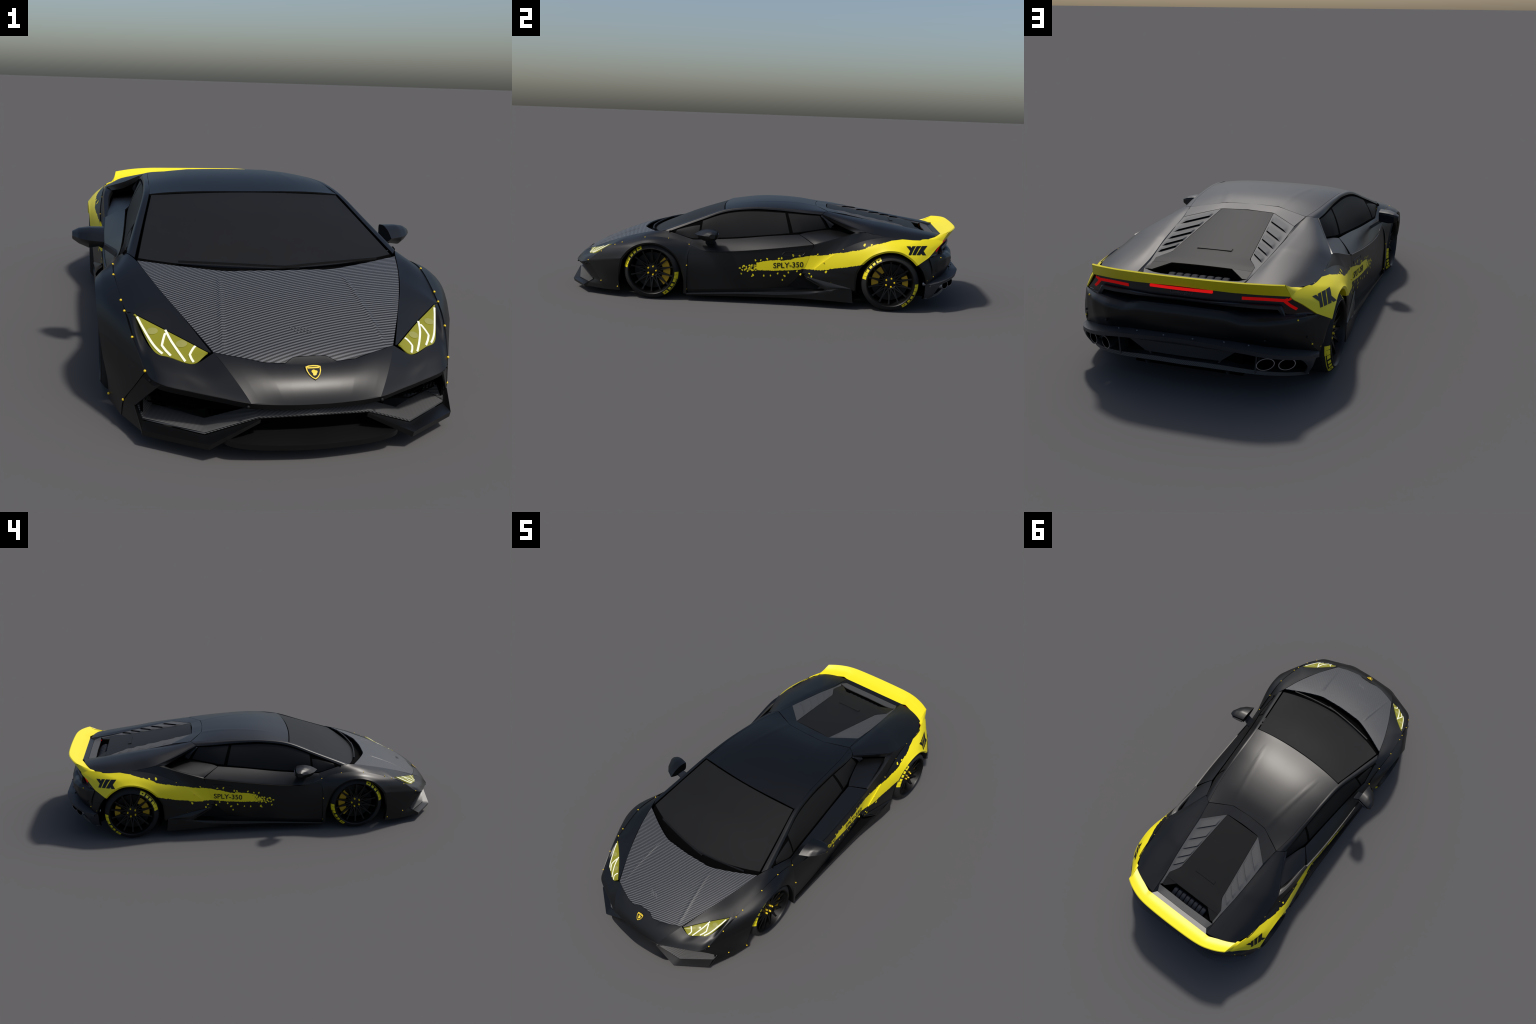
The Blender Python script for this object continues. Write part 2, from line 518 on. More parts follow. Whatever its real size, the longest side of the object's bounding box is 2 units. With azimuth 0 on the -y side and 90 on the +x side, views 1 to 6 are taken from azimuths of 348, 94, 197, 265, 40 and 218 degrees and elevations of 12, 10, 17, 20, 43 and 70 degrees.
def build_front_wing():
    inner = [(.208, -.878, .2065), (.253, -.772, .2525), (.290, -.686, .2845), (.319, -.602, .3095), (.3425, -.518, .3295), (.364, -.446, .333), (.377, -.322, .3005)]
    outer = [(.212, -.877, .206), (.295, -.792, .232), (.361, -.733, .2545), (.3815, -.704, .2590), (.3985, -.557, .3025), (.396, -.440, .302), (.398, -.337, .277)]
    mid = [(a * .5 + b * .5) + V3(.003, 0, .006) * w for a, b, w in zip(np.array(inner), np.array(outer), (0, .1, .3, .35, .35, .2, .1))]
    panel("fender", [inner, mid, outer], "body", 44, 12, gap=.0010)
    # bolted-on arch, outer line -> arch lip, then return edge
    outl = [(.392, -.772, .031), (.388, -.783, .070), (.367, -.822, .117), (.346, -.861, .164), (.368, -.788, .217), (.3815, -.712, .2565),
            (.399, -.557, .3035), (.398, -.440, .303), (.401, -.337, .278), (.420, -.341, .225), (.426, -.342, .140), (.423, -.343, .034)]
    A = [np.array(p) for p in outl]; B = [np.array(p) for p in ARCH_F]
    bul = [0, 0, 0, 0, .002, .003, .004, .004, .003, .001, 0, 0]
    mid = [a * .45 + b * .55 + V3(.8, 0, .6) * w for a, b, w in zip(A, B, bul)]
    lip = [b + V3(-.004, 0, 0) + (V3(0, -.520, .139) - b) * V3(0, 1, 1) * .05 * min(1, max(0, (b[2] - .06) / .1)) for b in B]
    ret = [b + V3(-.030, 0, 0) + (V3(0, -.520, .139) - b) * V3(0, 1, 1) * .05 * min(1, max(0, (b[2] - .06) / .1)) for b in B]
    def fold(rows, nv, ac):
        # two spans that meet in the crease running back from the bumper corner
        a = grid([r[:4] for r in rows], 22, nv, cr, ac)
        b = grid([r[3:] for r in rows], 60, nv, cr, ac)
        return np.concatenate([a, b[:, 1:]], 1)
    G = np.concatenate([fold([A, mid, B], 12, cr), fold([B, lip, ret], 5, lin)[1:]], 0)
    plate("arch_flare", G, "body", th=.003, gap=0, off=.0012, decal=False, smooth=16)
    # corner piece ahead of the flare
    a = [(.317, -.902, .149), (.342, -.863, .112), (.366, -.826, .074), (.362, -.850, .055), (.352, -.880, .034)]
    b = [(.3455, -.860, .163), (.367, -.821, .117), (.388, -.782, .070), (.391, -.775, .050), (.392, -.772, .031)]
    panel("bumper_corner", [a, b], "body", 25, 6, lin, lin, gap=0, th=.004)

def build_front_lower():
    # outer blade ("fang")
    inn = [(.360, -.822, .072), (.349, -.847, .047), (.229, -.940, .047), (.122, -.965, .088)]
    out = [(.368, -.826, .076), (.355, -.881, .040), (.224, -.976, .041), (.117, -.972, .089)]
    low = [(.368, -.824, .066), (.354, -.878, .027), (.224, -.970, .027), (.117, -.968, .080)]
    und = [(.355, -.800, .060), (.340, -.835, .027), (.226, -.925, .027), (.122, -.950, .078)]
    panel("bumper_blade", [inn, out, low, und], "body", 28, 10, lin, lin, gap=0, th=.004, smooth=25)
    # carbon shelf across the nose
    f = [(.361, -.820, .074), (.350, -.845, .049), (.229, -.939, .049), (.122, -.965, .089), (0, -.973, .092)]
    g = [(.335, -.775, .086), (.326, -.790, .058), (.220, -.875, .053), (.125, -.930, .100), (0, -.953, .106)]
    panel("carbon_shelf", mirror_rows([f, g]), "twill", 57, 6, lin, lin, gap=0, both=False, th=.004)
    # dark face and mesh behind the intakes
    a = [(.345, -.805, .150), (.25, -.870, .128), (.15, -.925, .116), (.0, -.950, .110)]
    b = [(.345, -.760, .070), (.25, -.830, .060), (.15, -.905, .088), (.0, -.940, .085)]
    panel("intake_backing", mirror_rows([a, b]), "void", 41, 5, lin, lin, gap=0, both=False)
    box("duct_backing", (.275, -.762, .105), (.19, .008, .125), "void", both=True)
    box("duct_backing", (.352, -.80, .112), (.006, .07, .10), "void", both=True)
    # honeycomb bars in the intakes
    parts = []
    for k in range(16):
        x = .155 + k * .0125
        z0 = ip(x, [.15, .25, .34], [.108, .085, .082]); z1 = ip(x, [.15, .25, .34], [.116, .127, .140])
        y = ip(x, [.15, .25, .345], [-.932, -.878, -.815])
        parts.append(bar((x, y, z0), (x + .006, y - .004, z1), .0018, .003, (0, 1, 0)))
    for k in range(5):
        parts.append(bar((.16, -.930, .108 + k * .003), (.25, -.880, .080 + k * .0110), .0018, .003))
        parts.append(bar((.25, -.880, .080 + k * .0110), (.338, -.818, .080 + k * .014), .0018, .003))
    v, f_ = join(parts)
    for fl in (False, True):
        add_mesh("intake_mesh", v, f_, "void", flip=fl)["kind"] = "stuff"
    # centre splitter
    s1 = [(.20, -.950, .052), (.18, -.977, .047), (.130, -.987, .040), (.06, -.995, .038), (0, -.999, .038)]
    s0 = [(.20, -.930, .058), (.18, -.930, .056), (.130, -.935, .056), (.06, -.94, .056), (0, -.94, .056)]
    s2 = [(.20, -.948, .040), (.18, -.974, .034), (.130, -.983, .027), (.06, -.991, .025), (0, -.995, .025)]
    s3 = [(.30, -.80, .022), (.26, -.80, .022), (.18, -.80, .022), (.09, -.80, .022), (0, -.80, .022)]
    panel("splitter", mirror_rows([s0, s1, s2, s3]), "body", 49, 10, cr, lin, gap=0, both=False, th=.004, smooth=25)
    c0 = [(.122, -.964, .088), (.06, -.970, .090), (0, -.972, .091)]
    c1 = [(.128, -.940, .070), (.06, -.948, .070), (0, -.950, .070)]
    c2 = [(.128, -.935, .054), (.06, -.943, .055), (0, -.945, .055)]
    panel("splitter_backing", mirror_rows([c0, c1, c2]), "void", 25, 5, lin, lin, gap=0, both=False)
    # parking sensors
    for p in ((.337, -.874, .1485), (.145, -.975, .120)):
        sphere("parking_sensor", p, .0042, "plastic", True, .5)

def sphere(name, p, r, mat, both, squash=1.0, parent=None, seg=10):
    bm = bmesh.new()
    bmesh.ops.create_uvsphere(bm, u_segments=seg, v_segments=seg // 2 + 1, radius=r)
    vs = [(v.co.x + p[0], v.co.y + p[1], v.co.z + p[2]) for v in bm.verts]
    bm.verts.index_update()
    fs = [[v.index for v in f.verts] for f in bm.faces]
    bm.free()
    add_mesh(name, vs, fs, mat, parent, 60)
    if both:
        add_mesh(name, vs, fs, mat, parent, 60, flip=True)

# ---------------------------------------------------------------- greenhouse
RAIL_IN = [(.345, -.496, .331), (.312, -.327, .392), (.283, -.176, .447), (.2735, -.05, .4635), (.268, .05, .4660), (.262, .135, .4645), (.252, .236, .4595), (.234, .337, .453)]
RAIL_OUT = [(.364, -.446, .333), (.329, -.292, .392), (.303, -.171, .435), (.290, -.04, .453), (.285, .05, .4535), (.281, .135, .449), (.279, .236, .443), (.273, .306, .439)]

def roof_zc(y):
    return smooth_ip(y, [-.21, -.15, -.1, -.05, 0, .05, .1, .15, .2, .27, .34], [.4565, .468, .4765, .483, .487, .4885, .4880, .4855, .4805, .4685, .455])
def build_roof():
    xs = [p[0] for p in RAIL_IN[2:]]; ys = [p[1] for p in RAIL_IN[2:]]; zs = [p[2] for p in RAIL_IN[2:]]
    S = np.linspace(-1, 1, 61); nv = 30
    G = np.zeros((nv, 61, 3))
    for j, s in enumerate(S):
        a = abs(s)
        y0 = -.176 - .022 * (1 - a * a)
        y1 = ip(a, [0, .44, .47, 1], [.270, .275, .279, .337])
        for i, t in enumerate(np.linspace(0, 1, nv)):
            y = y0 + (y1 - y0) * t
            xe = smooth_ip(y, ys, xs); ze = smooth_ip(y, ys, zs)
            zc = roof_zc(y)
            x = s * xe
            r = a ** 2.8
            G[i, j] = (x, y, zc * (1 - r) + ze * r)
            # two soft facets running back from the windscreen
            cx = ip(y, [-.15, .27], [.185, .112])
            wd = .004 + .020 * min(1, max(0, (y + .15) / .4))
            G[i, j][2] += .0010 * max(0, 1 - abs(abs(x) - cx) / wd) * min(1, max(0, (y + .15) / .1))
    plate("roof", G, "body", gap=.0006, both=False, smooth=20)
    panel("roof_rail", [RAIL_IN, [np.array(a) * .5 + np.array(b) * .5 + V3(.004, 0, .004) for a, b in zip(RAIL_IN, RAIL_OUT)], RAIL_OUT], "body", 60, 8, gap=.0006)
    # windscreen
    nv, S = 26, np.linspace(-1, 1, 49)
    G = np.zeros((nv, 49, 3))
    for j, s in enumerate(S):
        q = 1 - s * s
        top = V3(.2785 * s, -.180 - .022 * q, .4460 + .0115 * q)
        mid = V3(.308 * s, -.333 - .054 * q, .3900 + .0045 * q)
        bot = V3(.338 * s, -.497 - .075 * q, .3305 - .0165 * q)
        G[:, j] = cr([top, mid, bot], nv)
    plate("windscreen", G, "glass", gap=.002, both=False, off=-.001)
    # black seal frame just below the glass and cowl
    plate("windscreen_seal", G - normals(G) * .003, "void", gap=0, both=False)
    S2 = np.linspace(-1, 1, 49)
    a = np.array([(.338 * s, -.497 - .075 * (1 - s * s), .3295 - .0170 * (1 - s * s)) for s in S2])
    b = np.array([(.342 * s, hood_rear_y(s) - .006, hood_z(.342 * s, hood_rear_y(s)) - .026) for s in S2])
    plate("cowl", np.array([a, (a + b) / 2 + V3(0, 0, -.010), b]), "void", gap=0, both=False)
    # wipers
    parts = []
    for p, q in (((.28, -.540, .330), (.02, -.580, .321)), ((.06, -.584, .319), (-.24, -.540, .330))):
        P = np.array([V3(*p) * (1 - t) + V3(*q) * t + V3(0, -.006, .002) * 4 * t * (1 - t) for t in np.linspace(0, 1, 6)])
        for u, v in zip(P[:-1], P[1:]):
            parts.append(bar(u, v, .006, .006))
    v, f = join(parts)
    add_mesh("wiper", v, f, "plastic")

WIN_TOP = [(.3645, -.444, .3325), (.3465, -.370, .3620), (.329, -.292, .391), (.303, -.171, .434), (.290, -.04, .452), (.281, .135, .448), (.279, .236, .442), (.273, .306, .438)]
WIN_BOT = [(.3655, -.443, .3315), (.372, -.380, .3155), (.378, -.322, .3005), (.3675, -.25, .3025), (.353, -.10, .3125), (.329, .169, .343), (.3115, .24, .353), (.282, .345, .370)]
def build_windows():
    rows = [WIN_BOT, WIN_TOP]
    G = grid(rows, 99, 13, cr, lin, .004)
    N = normals(G)
    plate("window_frame", G - N * .004, "void", th=.004, gap=0)
    def pane(name, i0, i1, t0, t1, taper0=0.0, taper1=0.0):
        A = np.array([cr(r, 701) for r in rows])
        nu, nv = 30, 11
        H = np.zeros((nv, nu, 3))
        for i, t in enumerate(np.linspace(t0, t1, nv)):
            a = i0 + taper0 * t; b = i1 + taper1 * t
            for j, u in enumerate(np.linspace(a, b, nu)):
                k = int(round(u / 7 * 700)); k = min(max(k, 0), 700)
                H[i, j] = A[0, k] * (1 - t) + A[1, k] * t
        H = grid([H[0], H[-1]], nu, nv, lambda p, n: np.array(p), lin, .004)
        H = H - normals(H) * .0028
        plate(name, H, "glass", th=.003, gap=0)
    pane("quarter_light", .45, 2.40, .06, .88, .10, -.42)
    pane("door_window", 2.55, 4.92, .05, .94, -.46, .0)
    pane("quarter_window", 5.02, 6.93, .06, .93, .0, -.10)

# ---------------------------------------------------------------- flanks
def build_door():
    belt = [(.3785, -.324, .3005), (.3680, -.25, .3025), (.3535, -.10, .3125), (.341, .05, .329), (.3305, .199, .343)]
    shou = [(.4010, -.337, .277), (.4065, -.246, .2515), (.4085, -.10, .256), (.4055, .10, .279), (.3965, .277, .303)]
    up2 = [(.410, -.340, .262), (.4085, -.246, .244), (.4095, -.10, .249), (.4065, .10, .271), (.3970, .275, .294)]
    mid = [(.422, -.342, .176), (.415, -.22, .170), (.4105, -.08, .165), (.4065, .08, .165), (.3985, .231, .177)]
    bot = [(.418, -.342, .054), (.413, -.21, .061), (.406, -.085, .068), (.397, .05, .075), (.386, .153, .082)]
    G1 = grid([belt, shou], 40, 10, cr, cr, .003)
    G2 = grid([shou, up2, mid, bot], 40, 20, cr, cr)
    objs = plate("door", np.concatenate([G1, G2[1:]], 0), "livery", gap=.0012, decal=True, smooth=22)
    # handle recess
    for k, o in enumerate(objs):
        pts = [(.125, .2515), (.136, .2625), (.226, .2695), (.239, .2665), (.232, .2540), (.224, .2500), (.135, .2440), (.127, .2460)]
        seat_poly("door_handle", pts, "body", .0016, o, k == 1, rim=.0018)

def build_quarter():
    # lower part between door, scoop line and arch flare
    a = [(.3965, .279, .303), (.3955, .368, .331), (.3935, .429, .351), (.3885, .478, .367), (.379, .526, .376), (.385, .60, .3625), (.3865, .648, .355)]
    b = [(.3975, .224, .160), (.404, .262, .166), (.408, .329, .222), (.408, .421, .288), (.400, .531, .332), (.393, .60, .346), (.388, .655, .350)]
    panel("quarter_panel", [a, b], "livery", 44, 12, cr, cr, .001, gap=.0004, decal=True)
    # upper haunch, hip line -> arch line
    hip = [(.2335, .339, .4525), (.2225, .440, .4335), (.2145, .55, .4165), (.210, .61, .4075), (.2065, .65, .4005), (.193, .775, .3785), (.186, .905, .3615)]
    hip2 = [(.250, .327, .4515), (.258, .440, .4335), (.254, .55, .4175), (.251, .61, .4090), (.248, .65, .4025), (.239, .75, .3870), (.250, .893, .3640)]
    ed = [(.272, .312, .4445), (.327, .42, .4075), (.379, .526, .376), (.385, .60, .3625), (.3865, .648, .355), (.381, .76, .3475), (.3415, .855, .3545)]
    panel("haunch_panel", [hip, hip2, [V3(*p) * .45 + V3(*q) * .55 + V3(.006, 0, .012) * w for p, q, w in zip(hip2, ed, (0, .6, 1, 1, 1, .9, .4))], ed], "body", 48, 18, cr, cr, gap=.0010)
    # rib between haunch and scoop mouth
    r0 = [(.272, .312, .4445), (.327, .42, .4075), (.379, .526, .376)]
    r1 = [(.270, .310, .436), (.317, .415, .392), (.361, .480, .370)]
    r2 = [(.255, .315, .430), (.300, .425, .385), (.350, .490, .362)]
    panel("scoop_rib", [r0, r1, r2], "body", 24, 7, cr, lin, gap=0)
    # rim of the scoop below, and its floor
    s0 = [(.3965, .279, .303), (.3955, .368, .331), (.3935, .429, .351), (.3885, .478, .367), (.379, .526, .376)]
    s1 = [(.3890, .278, .3055), (.3840, .368, .3335), (.3790, .429, .3530), (.3640, .478, .3700), (.361, .482, .3705)]
    s2 = [(.384, .278, .305), (.377, .368, .330), (.371, .429, .347), (.356, .49, .361), (.345, .52, .362)]
    panel("scoop_sill", [s0, s1, s2], "body", 24, 6, cr, lin, gap=0)
    f0 = [(.3305, .201, .3425), (.3115, .242, .3525), (.280, .347, .3675), (.259, .43, .365), (.245, .53, .358)]
    f1 = [(.3890, .279, .3040), (.386, .320, .3160), (.3755, .380, .3290), (.365, .440, .3390), (.347, .54, .346)]
    panel("air_scoop", [f0, f1], "body", 24, 10, cr, cr, .003, gap=.0008)
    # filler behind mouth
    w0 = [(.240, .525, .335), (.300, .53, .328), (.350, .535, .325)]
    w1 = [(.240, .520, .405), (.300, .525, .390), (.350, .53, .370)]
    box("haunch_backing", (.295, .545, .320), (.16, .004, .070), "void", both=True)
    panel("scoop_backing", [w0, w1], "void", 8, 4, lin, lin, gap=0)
    # winglet behind the rear side window
    t0 = [(.2735, .309, .437), (.283, .345, .412), (.287, .372, .396)]
    t1 = [(.279, .303, .434), (.293, .335, .408), (.298, .366, .391)]
    t2 = [(.281, .320, .420), (.289, .340, .392), (.286, .352, .374)]
    t3 = [(.262, .330, .420), (.266, .350, .392), (.268, .372, .374)]
    panel("scoop_winglet", [t0, t1, t2, t3], "trim", 12, 10, lin, lin, gap=0, smooth=25)
    # bolted-on arch
    outl = [(.429, .470, .101), (.405, .247, .144), (.4065, .276, .176), (.4095, .329, .225), (.4085, .421, .293), (.3995, .531, .3385), (.3875, .648, .356),
            (.3825, .76, .3490), (.363, .83, .3525), (.343, .902, .3445), (.377, .868, .307), (.411, .833, .270)]
    ar = [(.430, .479, .092), (.433, .480, .140), (.435, .483, .165), (.437, .487, .188), (.441, .513, .230), (.444, .560, .272), (.446, .615, .295),
          (.447, .660, .300), (.447, .700, .294), (.448, .735, .277), (.448, .760, .259), (.447, .781, .238)]
    A = [np.array(p) for p in outl]; B = [np.array(p) for p in ar]
    bul = [0, .000, .000, .001, .002, .004, .005, .005, .004, .003, .002, 0]
    mid = [a * .45 + b * .55 + V3(.7, 0, .6) * w for a, b, w in zip(A, B, bul)]
    hub = V3(0, .654, .139)
    lip = [b + V3(-.004, 0, 0) + (hub - b) * V3(0, 1, 1) * .05 for b in B]
    ret = [b + V3(-.030, 0, 0) + (hub - b) * V3(0, 1, 1) * .05 for b in B]
    G = np.concatenate([grid([A, mid, B], 78, 14, cr, cr), grid([B, lip, ret], 78, 5, cr, lin)[1:]], 0)
    plate("arch_flare", G, "livery", th=.003, gap=0, off=.0012, decal=True, smooth=28)
    # black rear corner of the flare
    a = [(.411, .833, .270), (.386, .868, .2675), (.365, .897, .265), (.384, .880, .220), (.404, .862, .176), (.416, .840, .148)]
    b = [(.447, .781, .238), (.446, .788, .231), (.443, .798, .219), (.440, .809, .202), (.434, .821, .172), (.424, .829, .140)]
    B = [np.array(p) for p in b]
    ret = [q + V3(-.030, 0, 0) + (hub - q) * V3(0, 1, 1) * .05 for q in B]
    panel("bumper_corner", [a, b, ret], "body", 30, 10, cr, lin, gap=0, th=.003, smooth=28)
    # strip between haunch edge and flare line, under the paint
    # front lower end of flare to sill
def build_skirt():
    r9 = [(.414, -.340, .056), (.402, -.080, .070), (.393, .06, .077), (.382, .16, .084), (.366, .25, .092), (.372, .32, .090), (.428, .345, .093)]
    r0 = [(.411, -.338, .038), (.400, -.076, .052), (.391, .08, .062), (.380, .17, .069), (.364, .25, .076), (.376, .32, .084), (.428, .345, .092)]
    r1 = [(.422, -.345, .037), (.419, -.074, .054), (.418, .09, .064), (.418, .20, .071), (.420, .29, .078), (.427, .33, .086), (.430, .36, .093)]
    r2 = [(.423, -.345, .032), (.421, -.074, .047), (.421, .09, .050), (.421, .20, .056), (.425, .304, .073), (.435, .394, .095), (.431, .470, .1005)]
    r3 = [(.419, -.345, .026), (.416, -.075, .032), (.416, .09, .036), (.418, .20, .038), (.424, .304, .037), (.431, .394, .035), (.431, .478, .031)]
    r4 = [(.33, -.345, .030), (.33, -.075, .034), (.33, .09, .037), (.33, .20, .040), (.33, .304, .041), (.33, .394, .042), (.33, .480, .042)]
    panel("sill_skirt", [r9, r0, r1, r2, r3, r4], "body", 60, 21, cr, lin, gap=0, smooth=25)
    t = [(.409, .243, .148), (.420, .355, .1265), (.430, .468, .1035)]
    u = [(.407, .245, .143), (.424, .300, .116), (.4295, .347, .0915)]
    w = [(.40, .262, .135), (.408, .32, .112), (.410, .36, .088)]
    panel("vent_blade", [t, [V3(*p) * .5 + V3(*q) * .5 + V3(.004, 0, 0) for p, q in zip(t, [u[0], V3(.430, .345, .0925), V3(.431, .465, .0995)])], [u[0], V3(.4295, .347, .0915), V3(.431, .468, .099)]],
          "body", 16, 6, lin, lin, gap=0, smooth=25)
    panel("vent_blade", [u, w], "body", 12, 4, lin, lin, gap=0)
    # dark duct
    a = [(.395, .222, .165), (.383, .155, .083)]
    b = [(.366, .338, .150), (.366, .338, .082)]
    panel("air_duct", [a, b], "plastic", 6, 6, lin, lin, gap=0)

# ---------------------------------------------------------------- tail
def build_deck():
    a = [(.2325, .339, .453), (.17, .308, .460), (.109, .2765, .4662), (.0, .2705, .4692)]
    b = [(.2165, .437, .4395), (.16, .383, .448), (.105, .331, .4555), (.0, .327, .4590)]
    panel("deck_surround", mirror_rows([a, b]), "body", 41, 6, lin, lin, gap=.0005, both=False, smooth=20)
    # hip band beside louvres
    # engine window
    ye = np.concatenate([np.linspace(.332, .711, 24), np.linspace(.72, .792, 10)])
    G = np.zeros((len(ye), 33, 3))
    for i, y in enumerate(ye):
        xe = ip(y, [.33, .711, .763, .80], [.105, .143, .179, .177])
        ze = ip(y, [.33, .711, .763, .792], [.4545, .3875, .3785, .3725])
        for j, s in enumerate(np.linspace(-1, 1, 33)):
            yy = y
            G[i, j] = (s * xe, yy, ze + .004 * (1 - s * s))
    plate("engine_window", G, "glass", th=.004, gap=.001, both=False)
    pr = [(.178, .792, .3725), (.1745, .836, .361)]
    pi = [(.108, .792, .3755), (.160, .838, .361)]
    panel("engine_window_corner", [pr, pi], "glass", 6, 5, lin, lin, gap=0)
    box("window_bulge", (0, .668, .3985), (.13, .022, .006), "glass", rot=Matrix.Rotation(-.18, 3, "X"), bev=.0025)
    # louvre panels
    li = [(.106, .333, .4545), (.126, .53, .4195), (.1435, .709, .3870), (.178, .762, .3785)]
    lo = [(.2165, .437, .4385), (.212, .55, .4165), (.2015, .68, .3940), (.188, .79, .3720)]
    # stepped louvres: each blade climbs to a closed black wall facing the rear
    yi = [.333, .405, .484, .553, .615, .669, .762]     # slot lines at the glass edge
    yo = [.437, .503, .573, .632, .686, .732, .790]     # and at the hip edge
    base = grid([li, lo], 40, 10, lin, lin)
    n0 = normals(base)[5, 20]
    def S(u, w, h):
        ya, yb = np.interp(u, range(7), yi), np.interp(u, range(7), yo)
        a = V3(ip(ya, [p[1] for p in li], [p[0] for p in li]), ya, ip(ya, [p[1] for p in li], [p[2] for p in li]))
        b = V3(ip(yb, [p[1] for p in lo], [p[0] for p in lo]), yb, ip(yb, [p[1] for p in lo], [p[2] for p in lo]))
        return a * (1 - w) + b * w + n0 * h
    cuts = [0, 1, 2, 3, 4, 5]
    W = np.linspace(0, 1, 17)
    fade = [min(1, max(0, (w - .07) / .05)) * min(1, max(0, (.90 - w) / .14)) for w in W]
    vs, fs, fm = [], [], []
    for k in range(len(cuts)):
        u0 = cuts[k]; u1 = cuts[k + 1] if k + 1 < len(cuts) else 6
        last = k + 1 == len(cuts)
        b = len(vs)
        for t in np.linspace(0, 1, 9):
            for w, f in zip(W, fade):
                vs.append(S(u0 + (u1 - u0) * t, w, 0 if last else .0060 * f * max(0, (t - .25) / .75)))
        for i in range(8):
            for j in range(16):
                fs.append((b + i * 17 + j, b + i * 17 + j + 1, b + (i + 1) * 17 + j + 1, b + (i + 1) * 17 + j)); fm.append(0)
        if not last:
            b2 = len(vs)
            for w in W:
                vs.append(S(u1, w, -.002))
            for j in range(16):
                fs.append((b + 8 * 17 + j, b + 8 * 17 + j + 1, b2 + j + 1, b2 + j)); fm.append(1)
    add_mesh("louvre_panel", vs, [f[::-1] for f in fs], ["louver", "void"], None, 25, fm)
    add_mesh("louvre_panel", vs, [f[::-1] for f in fs], ["louver", "void"], None, 25, fm, flip=True)
    r = [(.179, .763, .3785), (.175, .836, .3605)]
    q = [(.188, .79, .3720), (.184, .846, .3650)]
    panel("louvre_panel_tail", [r, q], "louver", 6, 4, lin, lin, gap=0)
    # vent and intake runners
    va = [(.175, .838, .359), (.11, .795, .370), (0, .792, .373)]
    vb = [(.175, .846, .300), (.11, .80, .305), (0, .80, .305)]
    panel("vent_backing", mirror_rows([va, vb]), "void", 21, 4, lin, lin, gap=0, both=False)
    box("vent_floor", (0, .835, .305), (.34, .09, .004), "void")
    parts = []
    for k in range(8):
        cx = (k - 3.5) * .0275
        ring = []
        prof = [(.800, .346), (.815, .350), (.832, .344), (.846, .328)]
        vs, fs = [], []
        for (y, z) in prof:
            for a in np.linspace(0, math.pi, 9):
                vs.append((cx + math.copysign(abs(math.cos(a)) ** .6, math.cos(a)) * .0128, y, z - .010 + math.sin(a) ** .6 * .010))
        for i in range(3):
            for j in range(8):
                fs.append((i * 9 + j, i * 9 + j + 1, (i + 1) * 9 + j + 1, (i + 1) * 9 + j))
        parts.append((vs, fs))
    v, f = join(parts)
    add_mesh("intake_runner", v, f, "engine", None, 50)
    # carbon tray and body strip ahead of the wing
    a = [(.184, .847, .3655), (.150, .846, .3545), (.12, .846, .352), (0, .848, .352)]
    b = [(.170, .884, .3545), (.150, .884, .354), (.12, .884, .354), (0, .885, .354)]
    panel("tail_tray", mirror_rows([a, b]), "louver", 33, 5, lin, lin, gap=.0006, both=False)
    a = [(.170, .885, .3545), (.1, .885, .354), (0, .886, .354)]
    b = [(.189, .911, .3605), (.1, .911, .3605), (0, .911, .3605)]
    panel("tail_strip", mirror_rows([a, b]), "body", 21, 5, lin, lin, gap=0, both=False)
    # hip return: side wall from haunch hip line down to the louvres
    a = [(.2335, .339, .4525), (.2225, .440, .4335), (.2145, .55, .4165), (.210, .61, .4075), (.2065, .65, .4005), (.1965, .745, .3835), (.1885, .84, .3680), (.186, .905, .3612)]
    b = [(.2325, .340, .450), (.2165, .437, .4365), (.212, .55, .4140), (.2055, .61, .404), (.2025, .65, .397), (.190, .76, .374), (.182, .846, .362), (.170, .886, .352)]
    panel("hip_return", [a, b], "body", 40, 4, cr, lin, gap=0)

def build_spoiler():
    le = [(.3425, .853, .3555), (.3, .872, .359), (.255, .892, .3625), (.209, .911, .366), (.188, .910, .3605), (.12, .910, .3605), (.06, .910, .3605), (0, .910, .3605)]
    te = [(.330, .924, .3885), (.295, .944, .3925), (.255, .9605, .3960), (.213, .9725, .3980), (.17, .9785, .399), (.12, .9815, .399), (.06, .983, .399), (0, .9835, .399)]
    md = [V3(*a) * .5 + V3(*b) * .5 + V3(0, .003, -.005) for a, b in zip(le, te)]
    te2 = [V3(*p) + V3(.001, .004, -.003) for p in te]
    lo = [(.344, .902, .3435), (.30, .922, .348), (.25, .940, .3515), (.2135, .950, .354), (.17, .958, .3555), (.12, .964, .358), (.06, .967, .360), (0, .968, .361)]
    lo2 = [V3(*p) + V3(-.002, -.02, .004) for p in lo]
    G1 = np.stack([cr(np.stack(c), 12) for c in zip(lin(mirror_rows([le])[0], 91), cr(mirror_rows([md])[0], 91), cr(mirror_rows([te])[0], 91))], 1)
    G2 = grid(mirror_rows([te, te2]), 91, 3, cr, lin)
    G3 = grid(mirror_rows([te2, lo, lo2]), 91, 9, cr, lin)
    plate("wing", np.concatenate([G1, G2[1:], G3[1:]], 0), "yellow", th=.0025, gap=0, both=False, smooth=20)
    # end caps joining wing and flare
    a = [(.346, .838, .3535), (.338, .885, .369), (.331, .9245, .3885)]
    b = [(.363, .830, .3515), (.353, .868, .3495), (.3445, .9025, .3435)]
    panel("wing_end", [a, b], "yellow", 12, 6, lin, lin, gap=0, th=.004)

def rear_y(x):
    return ip(abs(x), [0, .1, .2, .3, .34, .41], [.985, .978, .958, .925, .90, .832])

